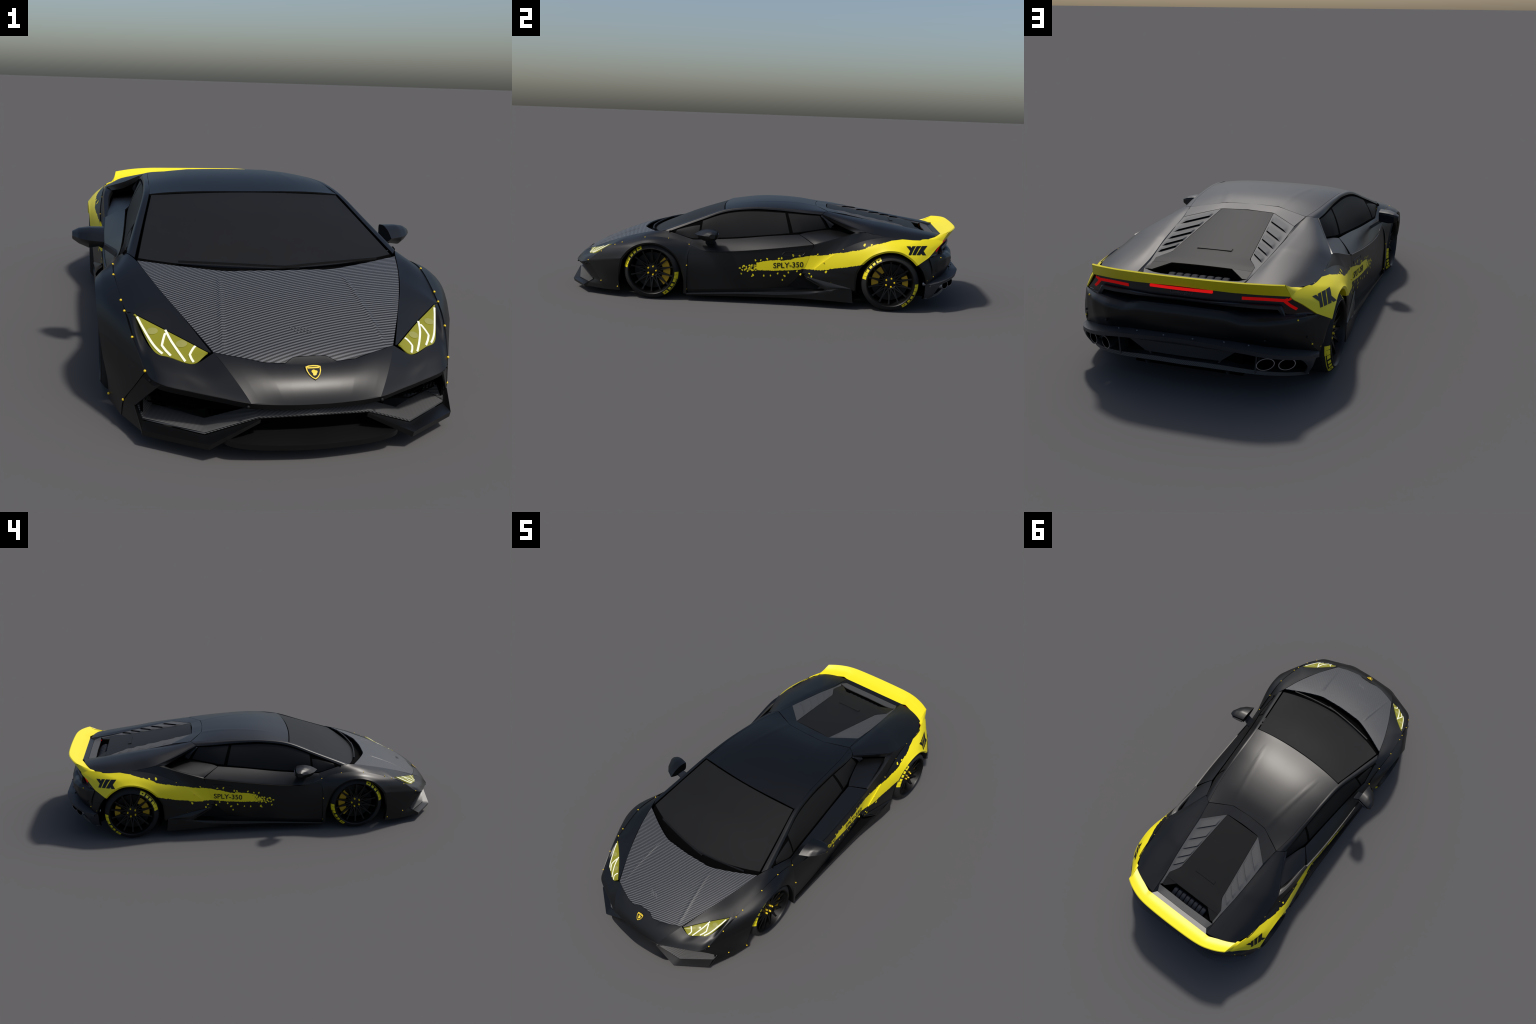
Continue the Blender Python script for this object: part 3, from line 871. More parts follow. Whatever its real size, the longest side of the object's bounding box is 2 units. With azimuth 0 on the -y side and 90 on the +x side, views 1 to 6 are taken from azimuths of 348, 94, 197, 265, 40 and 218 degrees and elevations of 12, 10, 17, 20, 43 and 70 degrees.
def build_tail():
    top = [(.343, .892, .3430), (.25, .922, .3480), (.16, .948, .3530), (.08, .960, .3570), (0, .964, .3590)]
    bot = [(.312, .896, .3065), (.25, .916, .3100), (.16, .944, .3175), (.08, .955, .3220), (0, .958, .3240)]
    G = grid(mirror_rows([top, bot]), 61, 8, cr, lin)
    TAIL = [shell(G, .005, 0)]
    plate("tail_fascia", G, "trim", gap=0, both=False)
    a = [(.343, .890, .3430), (.376, .858, .306), (.4095, .830, .270)]
    b = [(.312, .896, .3065), (.327, .892, .281), (.384, .856, .2740)]
    G = grid([a, b], 12, 6, cr, lin)
    TAIL.append(shell(G, .005, 0))
    plate("tail_lamp", G, "red_dark", gap=0)
    # red light signature laid on the lamp
    Vt, Ft = join(TAIL)
    tb = BVHTree.FromPolygons([Vector(v) for v in Vt], Ft)
    def seat(x, z, off=.0018):
        h = tb.ray_cast(Vector((x, 2, z)), Vector((0, -1, 0)))
        return V3(x, (h[0].y if h[0] is not None else rear_y(x)) + off, z)
    def ribbon(pts, wid):
        P = [seat(*p) for p in lin(pts, 4 * len(pts))]
        vs, fs = [], []
        for k, p in enumerate(P):
            d = P[min(k + 1, len(P) - 1)] - P[max(k - 1, 0)]
            sd = np.cross(d, V3(0, 1, 0)); sd /= np.linalg.norm(sd)
            for dy in (0, -.012):
                for q in (-1, 1):
                    vs.append(p + sd * q * wid / 2 + V3(0, dy, 0))
        for k in range(len(P) - 1):
            i, j = 4 * k, 4 * k + 4
            fs += [(i, i + 1, j + 1, j), (i, j, j + 2, i + 2), (i + 1, i + 3, j + 3, j + 1)]
        e = 4 * (len(P) - 1)
        fs += [(0, 2, 3, 1), (e, e + 1, e + 3, e + 2)]
        return vs, fs
    v, f = join([ribbon([(.195, .334), (.26, .331), (.330, .326)], .0098), ribbon([(.322, .323), (.338, .307), (.355, .293)], .0090), ribbon([(.324, .327), (.340, .334)], .010)])
    add_mesh("tail_lamp_strip", v, f, "red", None, 30)
    add_mesh("tail_lamp_strip", v, f, "red", None, 30, flip=True)
    P = [(.106, .3585), (.05, .3590), (0, .3595), (-.05, .3590), (-.106, .3585)]
    vs, fs = [], []
    for x, z in P:
        y = ip(abs(x), [0, .1], [.970, .964])
        vs += [(x, y + .001, z - .003), (x, y, z - .011), (x, y - .012, z - .003), (x, y - .012, z - .011)]
    for k in range(4):
        i, j = 4 * k, 4 * k + 4
        fs += [(i, i + 1, j + 1, j), (i, j, j + 2, i + 2), (i + 1, i + 3, j + 3, j + 1)]
    fs += [(0, 2, 3, 1), (16, 17, 19, 18)]
    add_mesh("brake_light", vs, fs, "red_bright", None, 30)
    # grille: frame ring and recessed mesh
    gt = [(.384, .860, .2745), (.327, .903, .2800), (.312, .900, .3065), (.25, .922, .3100), (.16, .948, .3175), (.08, .960, .3215), (0, .962, .3230)]
    gt2 = [(.374, .862, .2730), (.322, .904, .2790), (.305, .909, .3030), (.25, .929, .3070), (.16, .951, .3130), (.08, .959, .3165), (0, .961, .3180)]
    gt3 = [(.365, .835, .2720), (.318, .845, .2790), (.300, .850, .3010), (.25, .866, .3040), (.16, .882, .3090), (.08, .887, .3125), (0, .889, .3140)]
    panel("grille_frame", mirror_rows([gt, gt2, gt3]), "trim", 73, 7, lin, lin, gap=0, both=False)
    gb = [(.384, .862, .2735), (.330, .912, .2775), (.269, .940, .2770), (.200, .954, .2730), (.155, .961, .2850), (.08, .963, .2865), (0, .964, .2880)]
    gb2 = [(.375, .862, .2740), (.322, .905, .2810), (.269, .931, .2810), (.198, .947, .2780), (.152, .954, .2900), (.08, .956, .2915), (0, .957, .2930)]
    gb3 = [(.365, .832, .2735), (.318, .843, .2795), (.269, .862, .2800), (.198, .875, .2765), (.152, .882, .2870), (.08, .886, .2880), (0, .886, .2890)]
    panel("grille_frame", mirror_rows([gb, gb2, gb3]), "trim", 73, 7, lin, lin, gap=0, both=False)
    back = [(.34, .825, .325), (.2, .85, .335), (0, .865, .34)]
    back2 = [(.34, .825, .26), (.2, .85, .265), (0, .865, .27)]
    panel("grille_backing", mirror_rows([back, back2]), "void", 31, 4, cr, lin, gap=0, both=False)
    parts = []
    for k in range(49):
        x = -.312 + k * .013
        y = ip(abs(x), [0, .1, .2, .312], [.890, .888, .874, .850])
        zt = ip(abs(x), [0, .16, .30, .315], [.315, .310, .301, .285]); zb = ip(abs(x), [0, .15, .2, .32], [.288, .286, .276, .279])
        parts.append(bar((x, y, zb), (x + (.004 if k % 2 else -.004), y, zt), .002, .004, (0, 1, 0)))
    for t in (.25, .5, .75):
        for k in range(24):
            xs = [-.312 + (k + q) * .026 for q in (0, 1)]
            pp = []
            for x in xs:
                y = ip(abs(x), [0, .1, .2, .312], [.890, .888, .874, .850])
                zt = ip(abs(x), [0, .16, .30, .315], [.315, .310, .301, .285]); zb = ip(abs(x), [0, .15, .2, .32], [.288, .286, .276, .279])
                pp.append((x, y, zb * (1 - t) + zt * t))
            parts.append(bar(pp[0], pp[1], .004, .0018))
    v, f = join(parts)
    add_mesh("grille_mesh", v, f, "plastic")["kind"] = "stuff"
    # bumper
    b0 = [(.411, .833, .2695), (.384, .862, .2735), (.330, .912, .2775), (.269, .940, .2770), (.200, .954, .2730), (.155, .961, .2850), (.08, .963, .2865), (0, .964, .2880)]
    b1 = [(.413, .838, .262), (.388, .876, .2630), (.337, .926, .2620), (.272, .959, .2600), (.205, .968, .2550), (.150, .974, .2660), (.08, .976, .2680), (0, .977, .2690)]
    b2 = [(.410, .856, .205), (.389, .880, .210), (.337, .924, .2150), (.272, .953, .2190), (.205, .962, .2230), (.150, .967, .2260), (.08, .970, .2280), (0, .970, .2290)]
    b3 = [(.415, .842, .146), (.387, .862, .154), (.337, .903, .168), (.272, .936, .181), (.205, .951, .191), (.150, .960, .197), (.08, .964, .199), (0, .966, .200)]
    panel("bumper", mirror_rows([b0, b1, b2, b3]), "body", 71, 16, lin, cr, gap=0, both=False, smooth=32)
    for p in ((.392, .877, .205), (.275, .952, .207), (.105, .957, .207)):
        sphere("parking_sensor", p, .0042, "plastic", True)
    # script on the fascia
    txt = text_mesh("Lamborghini", .0155, shear=.35, center=True)
    vs = []
    for (a, b, c) in txt[0]:
        x = -a
        vs.append((x, ip(abs(x), [0, .1], [.9695, .9635]) - (.3600 - (.3355 + b)) * .23 + c * .8, .3355 + b))
    add_mesh("script_lettering", vs, txt[1], "silver", None, 0)
    # diffuser: shelf, ridge, underside
    d0 = [(.420, .829, .145), (.387, .856, .154), (.337, .895, .167), (.272, .928, .180), (.205, .940, .189), (.150, .944, .194), (.08, .944, .196), (0, .944, .197)]
    d1 = [(.425, .848, .140), (.398, .896, .149), (.350, .945, .162), (.290, .982, .176), (.227, 1.0, .188), (.160, 1.0, .1905), (.08, .998, .1935), (0, .997, .195)]
    d2 = [(.425, .848, .129), (.397, .895, .137), (.349, .944, .149), (.289, .980, .162), (.226, .996, .173), (.160, .995, .175), (.08, .993, .178), (0, .992, .179)]
    d3 = [(.412, .84, .128), (.380, .87, .137), (.330, .91, .149), (.26, .94, .158), (.19, .955, .162), (.165, .972, .164), (.08, .978, .166), (0, .980, .168)]
    panel("diffuser_shelf", mirror_rows([d0, d1, d2, d3]), "twill_dark", 75, 13, cr, lin, gap=0, both=False, smooth=25)
    c0 = [(.185, .970, .164), (.09, .978, .166), (0, .981, .168)]
    c1 = [(.130, .962, .122), (.07, .970, .125), (0, .973, .126)]
    panel("diffuser_plate", mirror_rows([c0, c1]), "twill_dark", 25, 6, lin, lin, gap=0, both=False)
    e0 = [(.386, .828, .070), (.382, .846, .071), (.322, .900, .083), (.240, .932, .092), (.145, .958, .106), (.07, .968, .111), (0, .972, .112)]
    e1 = [(.386, .828, .062), (.384, .847, .062), (.322, .903, .072), (.240, .936, .080), (.145, .962, .092), (.07, .972, .097), (0, .976, .098)]
    e2 = [(.37, .828, .058), (.35, .828, .060), (.30, .80, .062), (.22, .80, .064), (.145, .80, .060), (.07, .80, .062), (0, .80, .062)]
    e_ = [(.37, .828, .070), (.36, .83, .072), (.30, .85, .082), (.22, .88, .090), (.145, .90, .106), (.07, .91, .111), (0, .915, .112)]
    panel("diffuser_blade", mirror_rows([e_, e0, e1, e2]), "twill_dark", 61, 10, cr, lin, gap=0, both=False, smooth=25)
    # outer ends
    a = [(.345, .935, .150), (.382, .905, .136), (.396, .880, .104), (.384, .864, .072)]
    m_ = [(.414, .872, .138), (.412, .872, .122), (.404, .862, .094), (.386, .848, .064)]
    b = [(.419, .827, .140), (.412, .826, .120), (.399, .826, .088), (.384, .826, .060)]
    panel("diffuser_end", [a, m_, b], "twill_dark", 20, 10, cr, cr, gap=0)
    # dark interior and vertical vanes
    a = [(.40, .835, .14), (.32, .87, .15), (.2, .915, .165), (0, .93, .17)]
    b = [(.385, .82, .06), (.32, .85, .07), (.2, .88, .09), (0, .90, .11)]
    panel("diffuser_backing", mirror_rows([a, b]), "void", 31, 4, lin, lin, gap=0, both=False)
    for xa, xb, ya in ((.246, .240, .936), (.135, .118, .950)):
        za, zb = (.160, .082) if xa > .2 else (.126, .104)
        panel("diffuser_vane", [[(xa, ya, za), (xb, ya, zb)], [(xa, ya - .07, za), (xb, ya - .07, zb)]], "twill_dark", 5, 5, lin, lin, gap=0)
    for x, y in ((.145, .945), (.26, .91)):
        panel("diffuser_fin", [[(x, y, .08), (x, y - .10, .07)], [(x, y - .012, .062), (x, y - .10, .050)]], "twill_dark", 4, 4, lin, lin, gap=0)
    # four tail pipes
    for (x, y, z, rx, rz) in ((.279, .956, .1300, .0255, .0205), (.341, .926, .1265, .0240, .0195)):
        for sx in (1, -1):
            vs, fs = [], []
            prof = [(-.09, .92), (-.003, 1.0), (.003, .98), (.003, .89), (-.05, .84)]
            for dy, k in prof:
                for a in np.linspace(0, 2 * math.pi, 33)[:-1]:
                    dx = math.cos(a) * rx * k
                    vs.append((sx * (x + dx + dy * .18), y + dy - dx * .75, z + math.sin(a) * rz * k))
            for i in range(len(prof) - 1):
                for j in range(32):
                    j2 = (j + 1) % 32
                    q = (i * 32 + j, i * 32 + j2, (i + 1) * 32 + j2, (i + 1) * 32 + j)
                    fs.append(q if sx < 0 else q[::-1])
            fm = [0] * 32 + [0] * 32 + [0] * 32 + [1] * 32
            k = len(vs)
            base = (len(prof) - 1) * 32
            cap = tuple(range(base, base + 32))
            fs.append(cap if sx > 0 else cap[::-1]); fm.append(1)
            add_mesh("exhaust_pipe", vs, fs, ["chrome", "void"], None, 40, fm)
    for x in (.05, .15, .225):
        sphere("diffuser_bolt", (x, rear_y(x) + .012, ip(x, [0, .15, .3], [.2015, .197, .18])), .0032, "silver", True)

# ---------------------------------------------------------------- mirrors
def build_mirrors():
    secs = [(.414, [(-.300, .335), (-.268, .353), (-.232, .362), (-.192, .358), (-.190, .338), (-.196, .316), (-.245, .313), (-.28, .324)]),
            (.455, [(-.278, .335), (-.253, .353), (-.225, .362), (-.183, .357), (-.180, .336), (-.190, .312), (-.245, .308), (-.272, .322)]),
            (.482, [(-.250, .336), (-.232, .350), (-.208, .357), (-.180, .353), (-.177, .336), (-.186, .317), (-.222, .316), (-.236, .325)]),
            (.500, [(-.216, .337), (-.210, .344), (-.202, .347), (-.188, .346), (-.186, .337), (-.189, .328), (-.204, .326), (-.212, .331)])]
    rows = []
    for x, pr in secs:
        pr = [(p[0] - .009, p[1]) for p in pr]
        c = .6 * cr(pr + [pr[0]], 41)[:-1] + .4 * lin(pr + [pr[0]], 41)[:-1]
        rows.append([(x, p[0], p[1]) for p in c])
    R = np.array(rows)
    R = np.stack([lin(R[:, j], 13) for j in range(40)], 1)
    vs = [tuple(p) for p in R.reshape(-1, 3)]
    fs = []
    for i in range(12):
        for j in range(40):
            j2 = (j + 1) % 40
            fs.append((i * 40 + j, i * 40 + j2, (i + 1) * 40 + j2, (i + 1) * 40 + j))
    fs.append(tuple(range(40))[::-1]); fs.append(tuple(range(480, 520)))
    for fl in (False, True):
        o = add_mesh("door_mirror", vs, fs, "body", None, 30, flip=fl)
        # glass
        g = [(.419, -.197, .350), (.455, -.189, .351), (.482, -.1855, .346)]
        h = [(.419, -.199, .322), (.455, -.193, .318), (.482, -.189, .323)]
        G = grid([g, h], 9, 5, cr, lin) + V3(0, .0025, 0)
        v, f = shell(G, .002, 0)
        add_mesh("mirror_glass", v, f, "mirror", o, flip=fl)
        a = [(.434, -.262, .316), (.434, -.225, .315)]
        b = [(.408, -.256, .300), (.408, -.214, .298)]
        c = [(.380, -.258, .279), (.380, -.205, .279)]
        G = grid([a, b, c], 6, 6, lin, cr)
        v, f = shell(G, .012, 0)
        add_mesh("mirror_stalk", v, f, "trim", o, 30, flip=fl)

# ---------------------------------------------------------------- wheels
def revolve(prof, seg=72):
    """prof: (x, r) pairs -> verts, faces about the x axis"""
    vs, fs = [], []
    for x, r in prof:
        for a in np.linspace(0, 2 * math.pi, seg + 1)[:-1]:
            vs.append((x, r * math.cos(a), r * math.sin(a)))
    n = len(prof)
    for i in range(n - 1):
        for j in range(seg):
            j2 = (j + 1) % seg
            fs.append((i * seg + j, (i + 1) * seg + j, (i + 1) * seg + j2, i * seg + j2))
    return vs, fs

def polar_block(a0, a1, r0, r1, x, h=.0012, n=6):
    vs, fs = [], []
    for a in np.linspace(math.radians(a0), math.radians(a1), n):
        for r, xx in ((r0, x(r0)), (r1, x(r1))):
            vs.append((xx + h, r * math.cos(a), r * math.sin(a)))
    for i in range(n - 1):
        q = (2 * i, 2 * i + 1, 2 * i + 3, 2 * i + 2)
        fs.append(q if a1 > a0 else q[::-1])
    return vs, fs

def build_wheels():
    R = .139
    def one(kind, width, xo, hub_x, cal):
        """wheel local frame: x outwards, 0 at outer face; returns dict of meshes"""
        ms = {}
        w = width
        tyre = [(-w, .112), (-w + .001, .120), (-w + .006, .132), (-w + .016, .1375), (-w + .03, R), (-.034, R), (-.025, .1383), (-.018, .1355),
                (-.011, .1300), (-.005, .1225), (-.0015, .1170), (-.003, .1140), (-.010, .113)]
        ms["tyre"] = (revolve(tyre), "rubber", 30)
        lip = [(-.010, .114), (-.001, .1160), (.0005, .1140), (-.003, .1105), (-.010, .1085), (-.022, .1075), (-.05, .100), (-.11, .098), (-.11, .112)]
        ms["rim"] = (revolve(lip), "rim", 30)
        # lattice spokes
        hx = hub_x - xo - .006
        parts = []
        for k in range(28):
            a = math.radians(k * 180 / 14)
            for sgn in (-1, 1):
                a2 = a + sgn * math.radians(14)
                p = (hx - .004, .030 * math.cos(a), .030 * math.sin(a)); q = (-.025, .1065 * math.cos(a2), .1065 * math.sin(a2))
                if (k % 2 == 0):
                    parts.append(bar(p, q, .0056, .012, (1, 0, 0)))
        ms["spoke"] = (join(parts), "rim", 30)
        hubp = [(hx - .03, .034), (hx + .001, .034), (hx + .002, .032), (hx - .001, .028), (hx + .003, .012), (hx + .003, .0001)]
        ms["hub"] = (revolve(hubp, 40), "rim", 30)
        parts = []
        for k in range(5):
            a = math.radians(72 * k + (0 if kind == "f" else 0))
            v, f = revolve([(hx - .01, .0044), (hx + .008, .0044), (hx + .011, .0032), (hx + .0115, .0001)], 12)
            parts.append(([(x, y + .0215 * math.cos(a), z + .0215 * math.sin(a)) for x, y, z in v], f))
        ms["lug_bolt"] = (join(parts), "bolt", 40)
        ms["brake_disc"] = (revolve([(-.056, .090), (-.048, .090), (-.048, .030), (-.056, .030)], 48), "disc", 30)
        ms["wheel_back"] = (revolve([(-.10, .104), (-.098, .0001)], 40), "void", 30)
        parts = []
        for a0, a1, r0, r1 in cal:
            vs, fs = [], []
            aa = np.linspace(math.radians(a0), math.radians(a1), 14)
            for a in aa:
                for x, r in ((-.060, r0), (-.034, r0), (-.034, r1), (-.060, r1)):
                    vs.append((x, r * math.cos(a), r * math.sin(a)))
            for i in range(13):
                for j in range(4):
                    j2 = (j + 1) % 4
                    fs.append((4 * i + j, 4 * i + j2, 4 * i + 4 + j2, 4 * i + 4 + j))
            fs += [(0, 3, 2, 1), (52, 53, 54, 55)]
            parts.append((vs, fs))
        ms["brake_caliper"] = (join(parts), "caliper", 30)
        # yellow sidewall lettering made of arc blocks
        sx = lambda r: ip(r, [.117, .1225, .130, .1355, .1383], [-.0015, -.005, -.011, -.018, -.025])
        parts = []
        for s0, s1 in ((173, 113), (1, -60)):
            t = lambda u: s0 + (s1 - s0) * u
            r0, r1, rl = .1185, .1355, .1312
            blk = [(.0, .105, r0, r1 - .004), (.115, .20, r0 + .004, r1 - .004), (.0, .26, .1312, r1), (.125, .26, r0, .1305), (.275, .395, r0, .1300),
                   (.46, .575, r0, .1290), (.63, .74, r0, .1290), (.27, .76, .1325, .1340),
                   (.80, 1.0, .1285, r1 - .001), (.80, .865, r0, .1285), (.93, 1.0, r0, .1285), (.86, .935, r0, .1235)]
            for u0, u1, ra, rb in blk:
                ra2 = ra
                n = 8
                vs, fs = [], []
                for a in np.linspace(math.radians(t(u0)), math.radians(t(u1)), n):
                    for r in np.linspace(ra2, rb, 4):
                        vs.append((sx(r) + .0009, r * math.cos(a), r * math.sin(a)))
                for i in range(n - 1):
                    for j in range(3):
                        q = (4 * i + j, 4 * i + j + 1, 4 * i + 5 + j, 4 * i + 4 + j)
                        fs.append(q[::-1])
                parts.append((vs, fs))
        ms["tyre_lettering"] = (join(parts), "yellow", 0)
        return ms
    specs = [("f", .105, .434, .410, -.520, [(-50, 48, .056, .091)]),
             ("r", .135, .444, .419, .654, [(122, 196, .056, .090), (-16, 26, .060, .088)])]
    for kind, w, xo, hubx, hy, cal in specs:
        ms = one(kind, w, xo, hubx, cal)
        for side in (1, -1):
            e = bpy.data.objects.new("wheel", None)
            bpy.context.collection.objects.link(e)
            e.parent = ROOT
            e.empty_display_size = .05
            e.location = (side * xo, hy, R)
            for nm, ((v, f), mt, sm) in ms.items():
                o = add_mesh(nm, v, f, mt, e, sm, flip=(side < 0))

def build_arch_liners():
    for hy in (-.520, .654):
        prof = []
        vs, fs = [], []
        aa = np.linspace(math.radians(2), math.radians(178 if hy < 0 else 215), 36)
        for x in (.22, .412):
            for a in aa:
                r = .158 if hy < 0 else .166
                r = min(r, (.285 if hy < 0 else .300) - .139 + .012) if 1 else r
                vs.append((x, hy + r * 1.02 * math.cos(a), max(.02, .139 + r * math.sin(a) * .93)))
        k = len(aa)
        for i in range(k - 1):
            fs.append((i, i + 1, k + i + 1, k + i))
        c = len(vs); vs.append((.22, hy, .139))
        for i in range(k - 1):
            fs.append((c, i + 1, i))
        add_mesh("wheel_arch_liner", vs, fs, "void")
        add_mesh("wheel_arch_liner", vs, fs, "void", flip=True)

def build_core():
    """dark chassis tub that closes the inside of the shell"""
    def slab(name, pts, mat="void"):
        pass
    box("floor_pan", (0, .0, .040), (.40, 1.70, .012), "plastic")
    box("floor_pan", (0, .065, .041), (.66, .80, .010), "plastic")
    box("chassis_tub", (0, -.03, .155), (.66, .66, .24), "void")
    box("chassis_nose", (0, -.60, .115), (.40, .50, .15), "void")
    box("chassis_tail", (0, .62, .19), (.38, .60, .26), "void")
    box("chassis_tail_beam", (0, .80, .20), (.50, .06, .16), "void")

# ---------------------------------------------------------------- decals
def text_mesh(s, size, shear=0.0, center=False, bold=0.0, sx=1.0):
    cu = bpy.data.curves.new("lettering", "FONT")
    cu.body = s; cu.size = size; cu.shear = shear; cu.offset = bold
    cu.extrude = .0004
    if center:
        cu.align_x = "CENTER"
    ob = bpy.data.objects.new("lettering", cu)
    bpy.context.collection.objects.link(ob)
    dg = bpy.context.evaluated_depsgraph_get()
    me = ob.evaluated_get(dg).to_mesh()
    V = [(v.co.x * sx, v.co.y, v.co.z) for v in me.vertices]
    F = [tuple(p.vertices) for p in me.polygons]
    ob.evaluated_get(dg).to_mesh_clear()
    bpy.data.objects.remove(ob); bpy.data.curves.remove(cu)
    return V, F

BVH = None
def side_bvh():
    global BVH
    V, F = join(SURF)
    BVH = BVHTree.FromPolygons([Vector(v) for v in V], F)
def side_x(y, z):
    hit = BVH.ray_cast(Vector((1, y, z)), Vector((-1, 0, 0)))
    return hit[0].x if hit[0] is not None else .40

PENDING = []
def seat_poly(name, pts, mat, h, parent, fl, rim=0.0):
    PENDING.append((name, pts, mat, h, parent, fl, rim))

def flush_polys():
    for name, pts, mat, h, parent, fl, rim in PENDING:
        # raised rim outline with a flat pressed centre
        P = [V3(side_x(y, z), y, z) for y, z in pts]
        c = sum(P) / len(P)
        n = len(P)
        vs = []
        for k, s in ((.0004, 1.06), (h, 1.0), (h, .90), (.0002, .82)):
            for p in P:
                q = c + (p - c) * V3(1, 1 - (1 - s) * .5, s)
                vs.append((side_x(q[1], q[2]) + k, q[1], q[2]))
        fs = []
        for r in range(3):
            for i in range(n):
                j = (i + 1) % n
                fs.append((r * n + i, (r + 1) * n + i, (r + 1) * n + j, r * n + j))
        fs.append(tuple(range(3 * n, 4 * n))[::-1])
        add_mesh(name, vs, fs, mat, parent, 30, flip=fl)

def build_decals():
    # SPLY-350 lettering, reads left to right on both flanks
    V, F = text_mesh("SPLY-350", .037, bold=.0004, sx=.66)
    bm = bmesh.new()
    bv = [bm.verts.new(v) for v in V]
    for f in F:
        try: bm.faces.new([bv[i] for i in f])
        except ValueError: pass
    bm.verts.index_update()
    w = max(v[0] for v in V)
    sc = .148 / w
    for side in (1, -1):
        vs = []
        for v in V:
            a = v[0] * sc
            if side > 0:
                y = .082 + a; z = .1815 + a * .075 + v[1]
            else:
                y = .230 - a; z = .1815 + (.148 - a) * .075 + v[1]
            x = side_x(y, z) + .0008 + (v[2] > 0) * .0006
            vs.append((side * x, y, z))
        add_mesh("number_lettering", vs, F, "body", None, 0)
    bm.free()
    # slashed emblem on the rear arches: Y, I, K-like strokes
    glyph = [[(0, 1), (.17, 1), (.235, .80), (.29, 1), (.45, 1), (.235, 0), (.09, 0), (.17, .48)],
             [(.47, 1), (.60, 1), (.40, 0), (.27, 0)],
             [(.63, 1), (.79, 1), (.80, .86), (.87, 1), (1.0, 1), (.83, .48), (.95, 0), (.79, 0), (.71, .2), (.62, 0), (.46, 0)]]
    glyph = [[(.00, .98), (.19, .98), (.235, .80), (.275, .98), (.445, 1.0), (.325, .52), (.225, .03), (.095, .03), (.175, .48)],
             [(.485, 1.0), (.715, 1.0), (.60, .72), (.435, .03), (.275, .03), (.36, .48)],
             [(.735, 1.0), (1.0, 1.02), (.815, .46), (.94, .00), (.755, .00), (.70, .18), (.65, .02), (.475, .03), (.60, .50)]]
    for side in (1, -1):
        parts = []
        for g in glyph:
            pts = []
            m = len(g)
            for i in range(m):
                a, b = V3(*g[i]), V3(*g[(i + 1) % m])
                for t in np.linspace(0, 1, 5)[:-1]:
                    pts.append(a * (1 - t) + b * t)
            c = sum(pts) / len(pts)
            vs = []
            for rr in (1.0, .5):
                for p in pts:
                    q = c + (p - c) * rr
                    u = q[0] if side > 0 else 1 - q[0]
                    y = .721 + q[0] * .104 if side > 0 else .825 - q[0] * .104
                    # slant follows the flank
                    z = .2835 + (q[1]) * .041 + 0.0 * u
                    vs.append((side * (side_x(y, z) + .0014), y, z))
            vs.append((side * (side_x(.721 + c[0] * .104 if side > 0 else .825 - c[0] * .104, .2835 + c[1] * .041) + .0014),
                       .721 + c[0] * .104 if side > 0 else .825 - c[0] * .104, .2835 + c[1] * .041))
            n = len(pts)
            fs = []
            for i in range(n):
                j = (i + 1) % n
                fs += [(i, j, n + j, n + i), (n + i, n + j, 2 * n)]
            parts.append((vs, fs))
        v, f = join(parts)
        add_mesh("flank_emblem", v, f, "body", None, 0)
    # paint flecks
    rng = random.Random(3)
    dots = [(-.081, .174, .0046), (-.069, .165, .0042), (-.061, .186, .0052), (-.073, .146, .0042), (-.049, .181, .0042), (-.056, .166, .0040), (-.042, .161, .0044),
            (-.067, .180, .0036), (-.049, .172, .0040), (-.034, .190, .0045), (-.033, .179, .0045), (-.021, .167, .0055), (-.022, .191, .0045), (-.036, .170, .0035),
            (-.015, .142, .0052), (-.020, .136, .0036), (-.005, .216, .0045), (.021, .218, .0038), (.052, .226, .0045), (.038, .141, .0044), (.071, .143, .0038),
            (.109, .230, .0046), (.123, .232, .0046), (.179, .248, .0052), (.210, .248, .0044), (.298, .259, .0036), (.106, .155, .0044), (.140, .144, .0055),
            (.158, .162, .0044), (.200, .170, .0042), (.130, .123, .0042), (.218, .155, .0046), (.261, .163, .0038), (.272, .149, .0046), (.257, .143, .0036),
            (.342, .177, .0058), (.522, .318, .0060), (.556, .321, .0046)]
    parts = []
    for y, z, r in dots:
        ph = rng.random() * 6.28
        vs = [(side_x(y, z) + .0009, y, z)]
        n = 12
        for k in range(n):
            a = 2 * math.pi * k / n
            rr = r * (1 + .22 * math.sin(2 * a + ph) + .12 * math.sin(3 * a + ph * 2))
            yy, zz = y + math.cos(a) * rr, z + math.sin(a) * rr
            vs.append((side_x(yy, zz) + .0009, yy, zz))
        parts.append((vs, [(0, 1 + k, 1 + (k + 1) % n) for k in range(n)]))
    v, f = join(parts)
    for fl in (False, True):
        add_mesh("paint_fleck", v, f, "yellow", None, 0, flip=fl)["kind"] = "stuff"

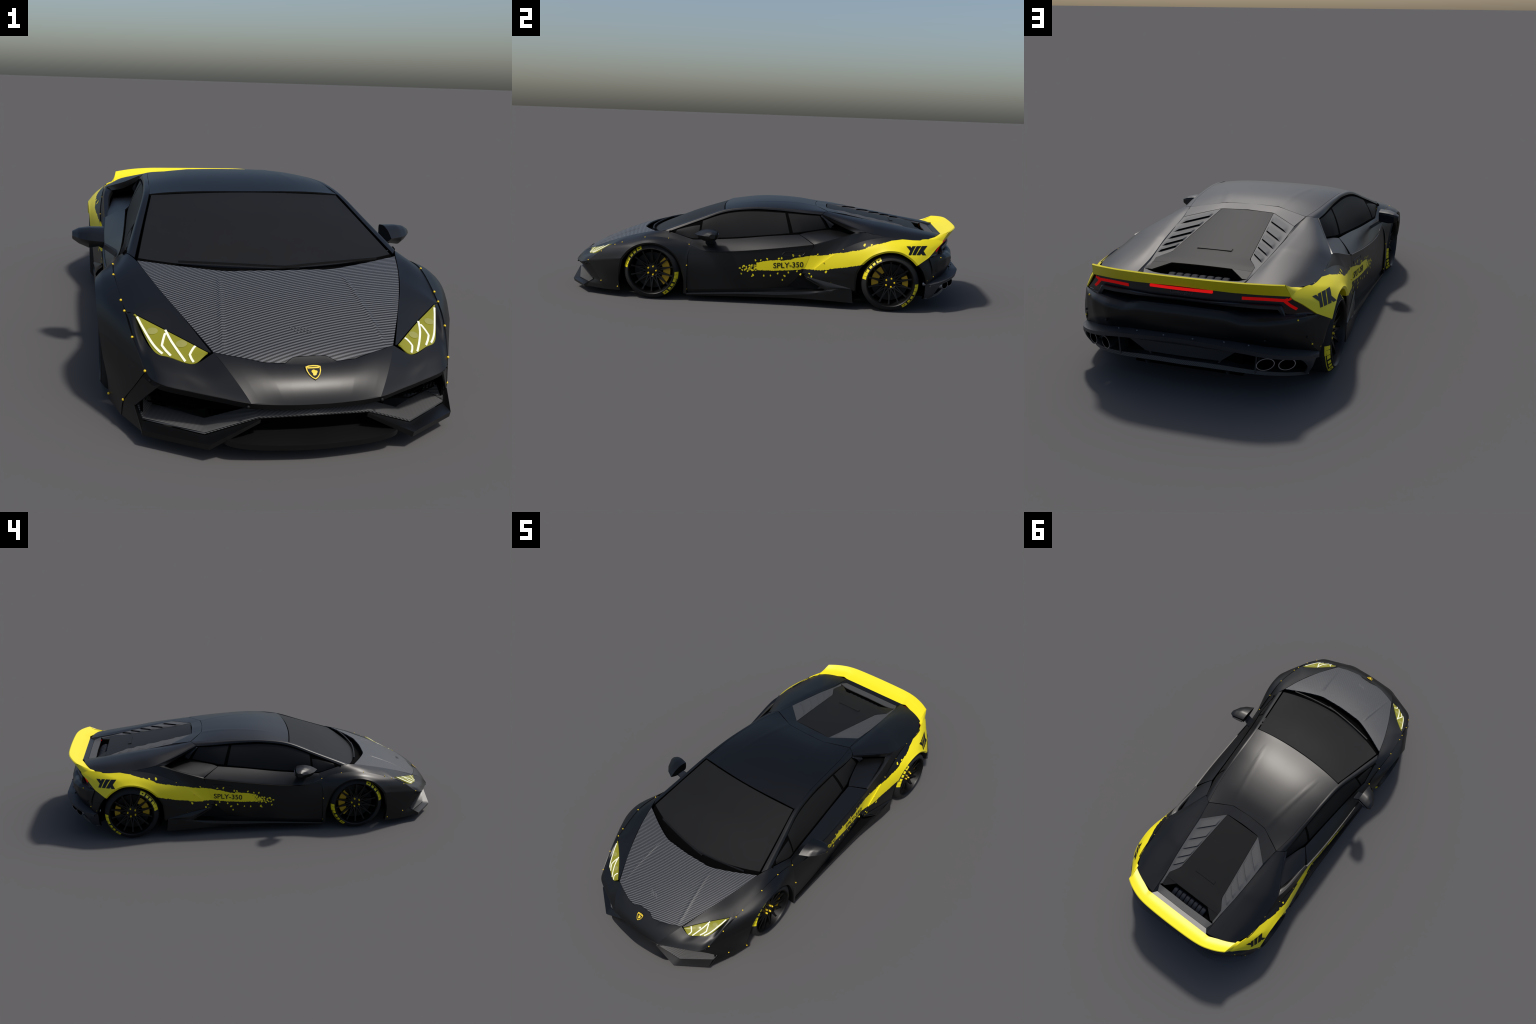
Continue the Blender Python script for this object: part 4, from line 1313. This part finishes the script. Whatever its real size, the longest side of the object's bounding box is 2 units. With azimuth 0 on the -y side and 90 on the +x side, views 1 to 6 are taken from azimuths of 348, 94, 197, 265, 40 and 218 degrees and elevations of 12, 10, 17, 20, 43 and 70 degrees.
def build_badge():
    """shield on the nose: dark plate, gold border, plain gold figure"""
    out = [(-.0165, .014), (-.010, .0165), (0, .0172), (.010, .0165), (.0165, .014), (.0158, .004), (.012, -.006), (.006, -.0135), (0, -.0175), (-.006, -.0135), (-.012, -.006), (-.0158, .004)]
    n = V3(0, -.63, .777); n /= np.linalg.norm(n)
    t = V3(1, 0, 0); u = np.cross(n, t); u = u if u[2] > 0 else -u
    c = V3(0, -.9475, .1765)
    # find the nose surface height at the badge
    def place(p, h):
        return c + t * p[0] + u * p[1] + n * h
    def ring(s0, s1, h, mat, name):
        vs = [place((x * s0, y * s0), h) for x, y in out] + [place((x * s1, y * s1), h) for x, y in out]
        k = len(out)
        fs = [(i, (i + 1) % k, k + (i + 1) % k, k + i) for i in range(k)]
        add_mesh(name, vs, fs, mat, None, 0)
    vs = [place((x * 1.08, y * 1.08), -.004) for x, y in out] + [place((x * 1.08, y * 1.08), .0022) for x, y in out]
    k = len(out)
    fs = [(i, (i + 1) % k, k + (i + 1) % k, k + i) for i in range(k)] + [tuple(range(k, 2 * k))]
    add_mesh("badge_plate", vs, fs, "plastic", None, 20)
    ring(1.0, .84, .0032, "gold", "badge_border")
    parts = []
    vs = [place(p, .0030) for p in ((-.0125, .0095), (.0125, .0095), (.0125, .0125), (-.0125, .0125))]
    parts.append((vs, [(0, 1, 2, 3)]))
    pts = []
    for kk in range(18):
        a = 2 * math.pi * kk / 18
        r = .0062 * (1 + .16 * math.sin(3 * a + .6) + .1 * math.sin(5 * a))
        pts.append((r * math.cos(a) * .95 + .0008, r * math.sin(a) * 1.15 - .0005))
    vs = [place((.0008, -.0005), .0034)] + [place(p, .0030) for p in pts]
    parts.append((vs, [(0, 1 + i, 1 + (i + 1) % 18) for i in range(18)]))
    v, f = join(parts)
    add_mesh("badge_figure", v, f, "gold", None, 0)

def build_bolts():
    me = None
    for lst in (F_BOLT, R_BOLT):
        for p in lst:
            for s in (1, -1):
                if me is None:
                    bm = bmesh.new()
                    bmesh.ops.create_uvsphere(bm, u_segments=10, v_segments=7, radius=.0031)
                    me = bpy.data.meshes.new("bolt"); bm.to_mesh(me); bm.free()
                    me.materials.append(M["bolt"])
                    me.polygons.foreach_set("use_smooth", [True] * len(me.polygons))
                o = bpy.data.objects.new("arch_bolt", me)
                o.location = (s * (p[0] + .0012), p[1], p[2] + .0012)
                bpy.context.collection.objects.link(o)
                o.parent = ROOT

# ---------------------------------------------------------------- assemble
def main():
    global ROOT
    build_materials()
    ROOT = bpy.data.objects.new("sports_car", None)
    bpy.context.collection.objects.link(ROOT)
    ROOT["label"] = "low matte black supercar with yellow wing, flank stripe and carbon bonnet"
    ROOT["category"] = "sports car"
    build_hood(); build_nose(); build_lamps(); build_front_wing(); build_front_lower()
    build_roof(); build_windows(); build_door(); build_quarter(); build_skirt()
    build_deck(); build_spoiler(); build_tail(); build_mirrors(); build_wheels(); build_arch_liners(); build_core()
    side_bvh()
    flush_polys()
    build_decals(); build_badge(); build_bolts()

main()
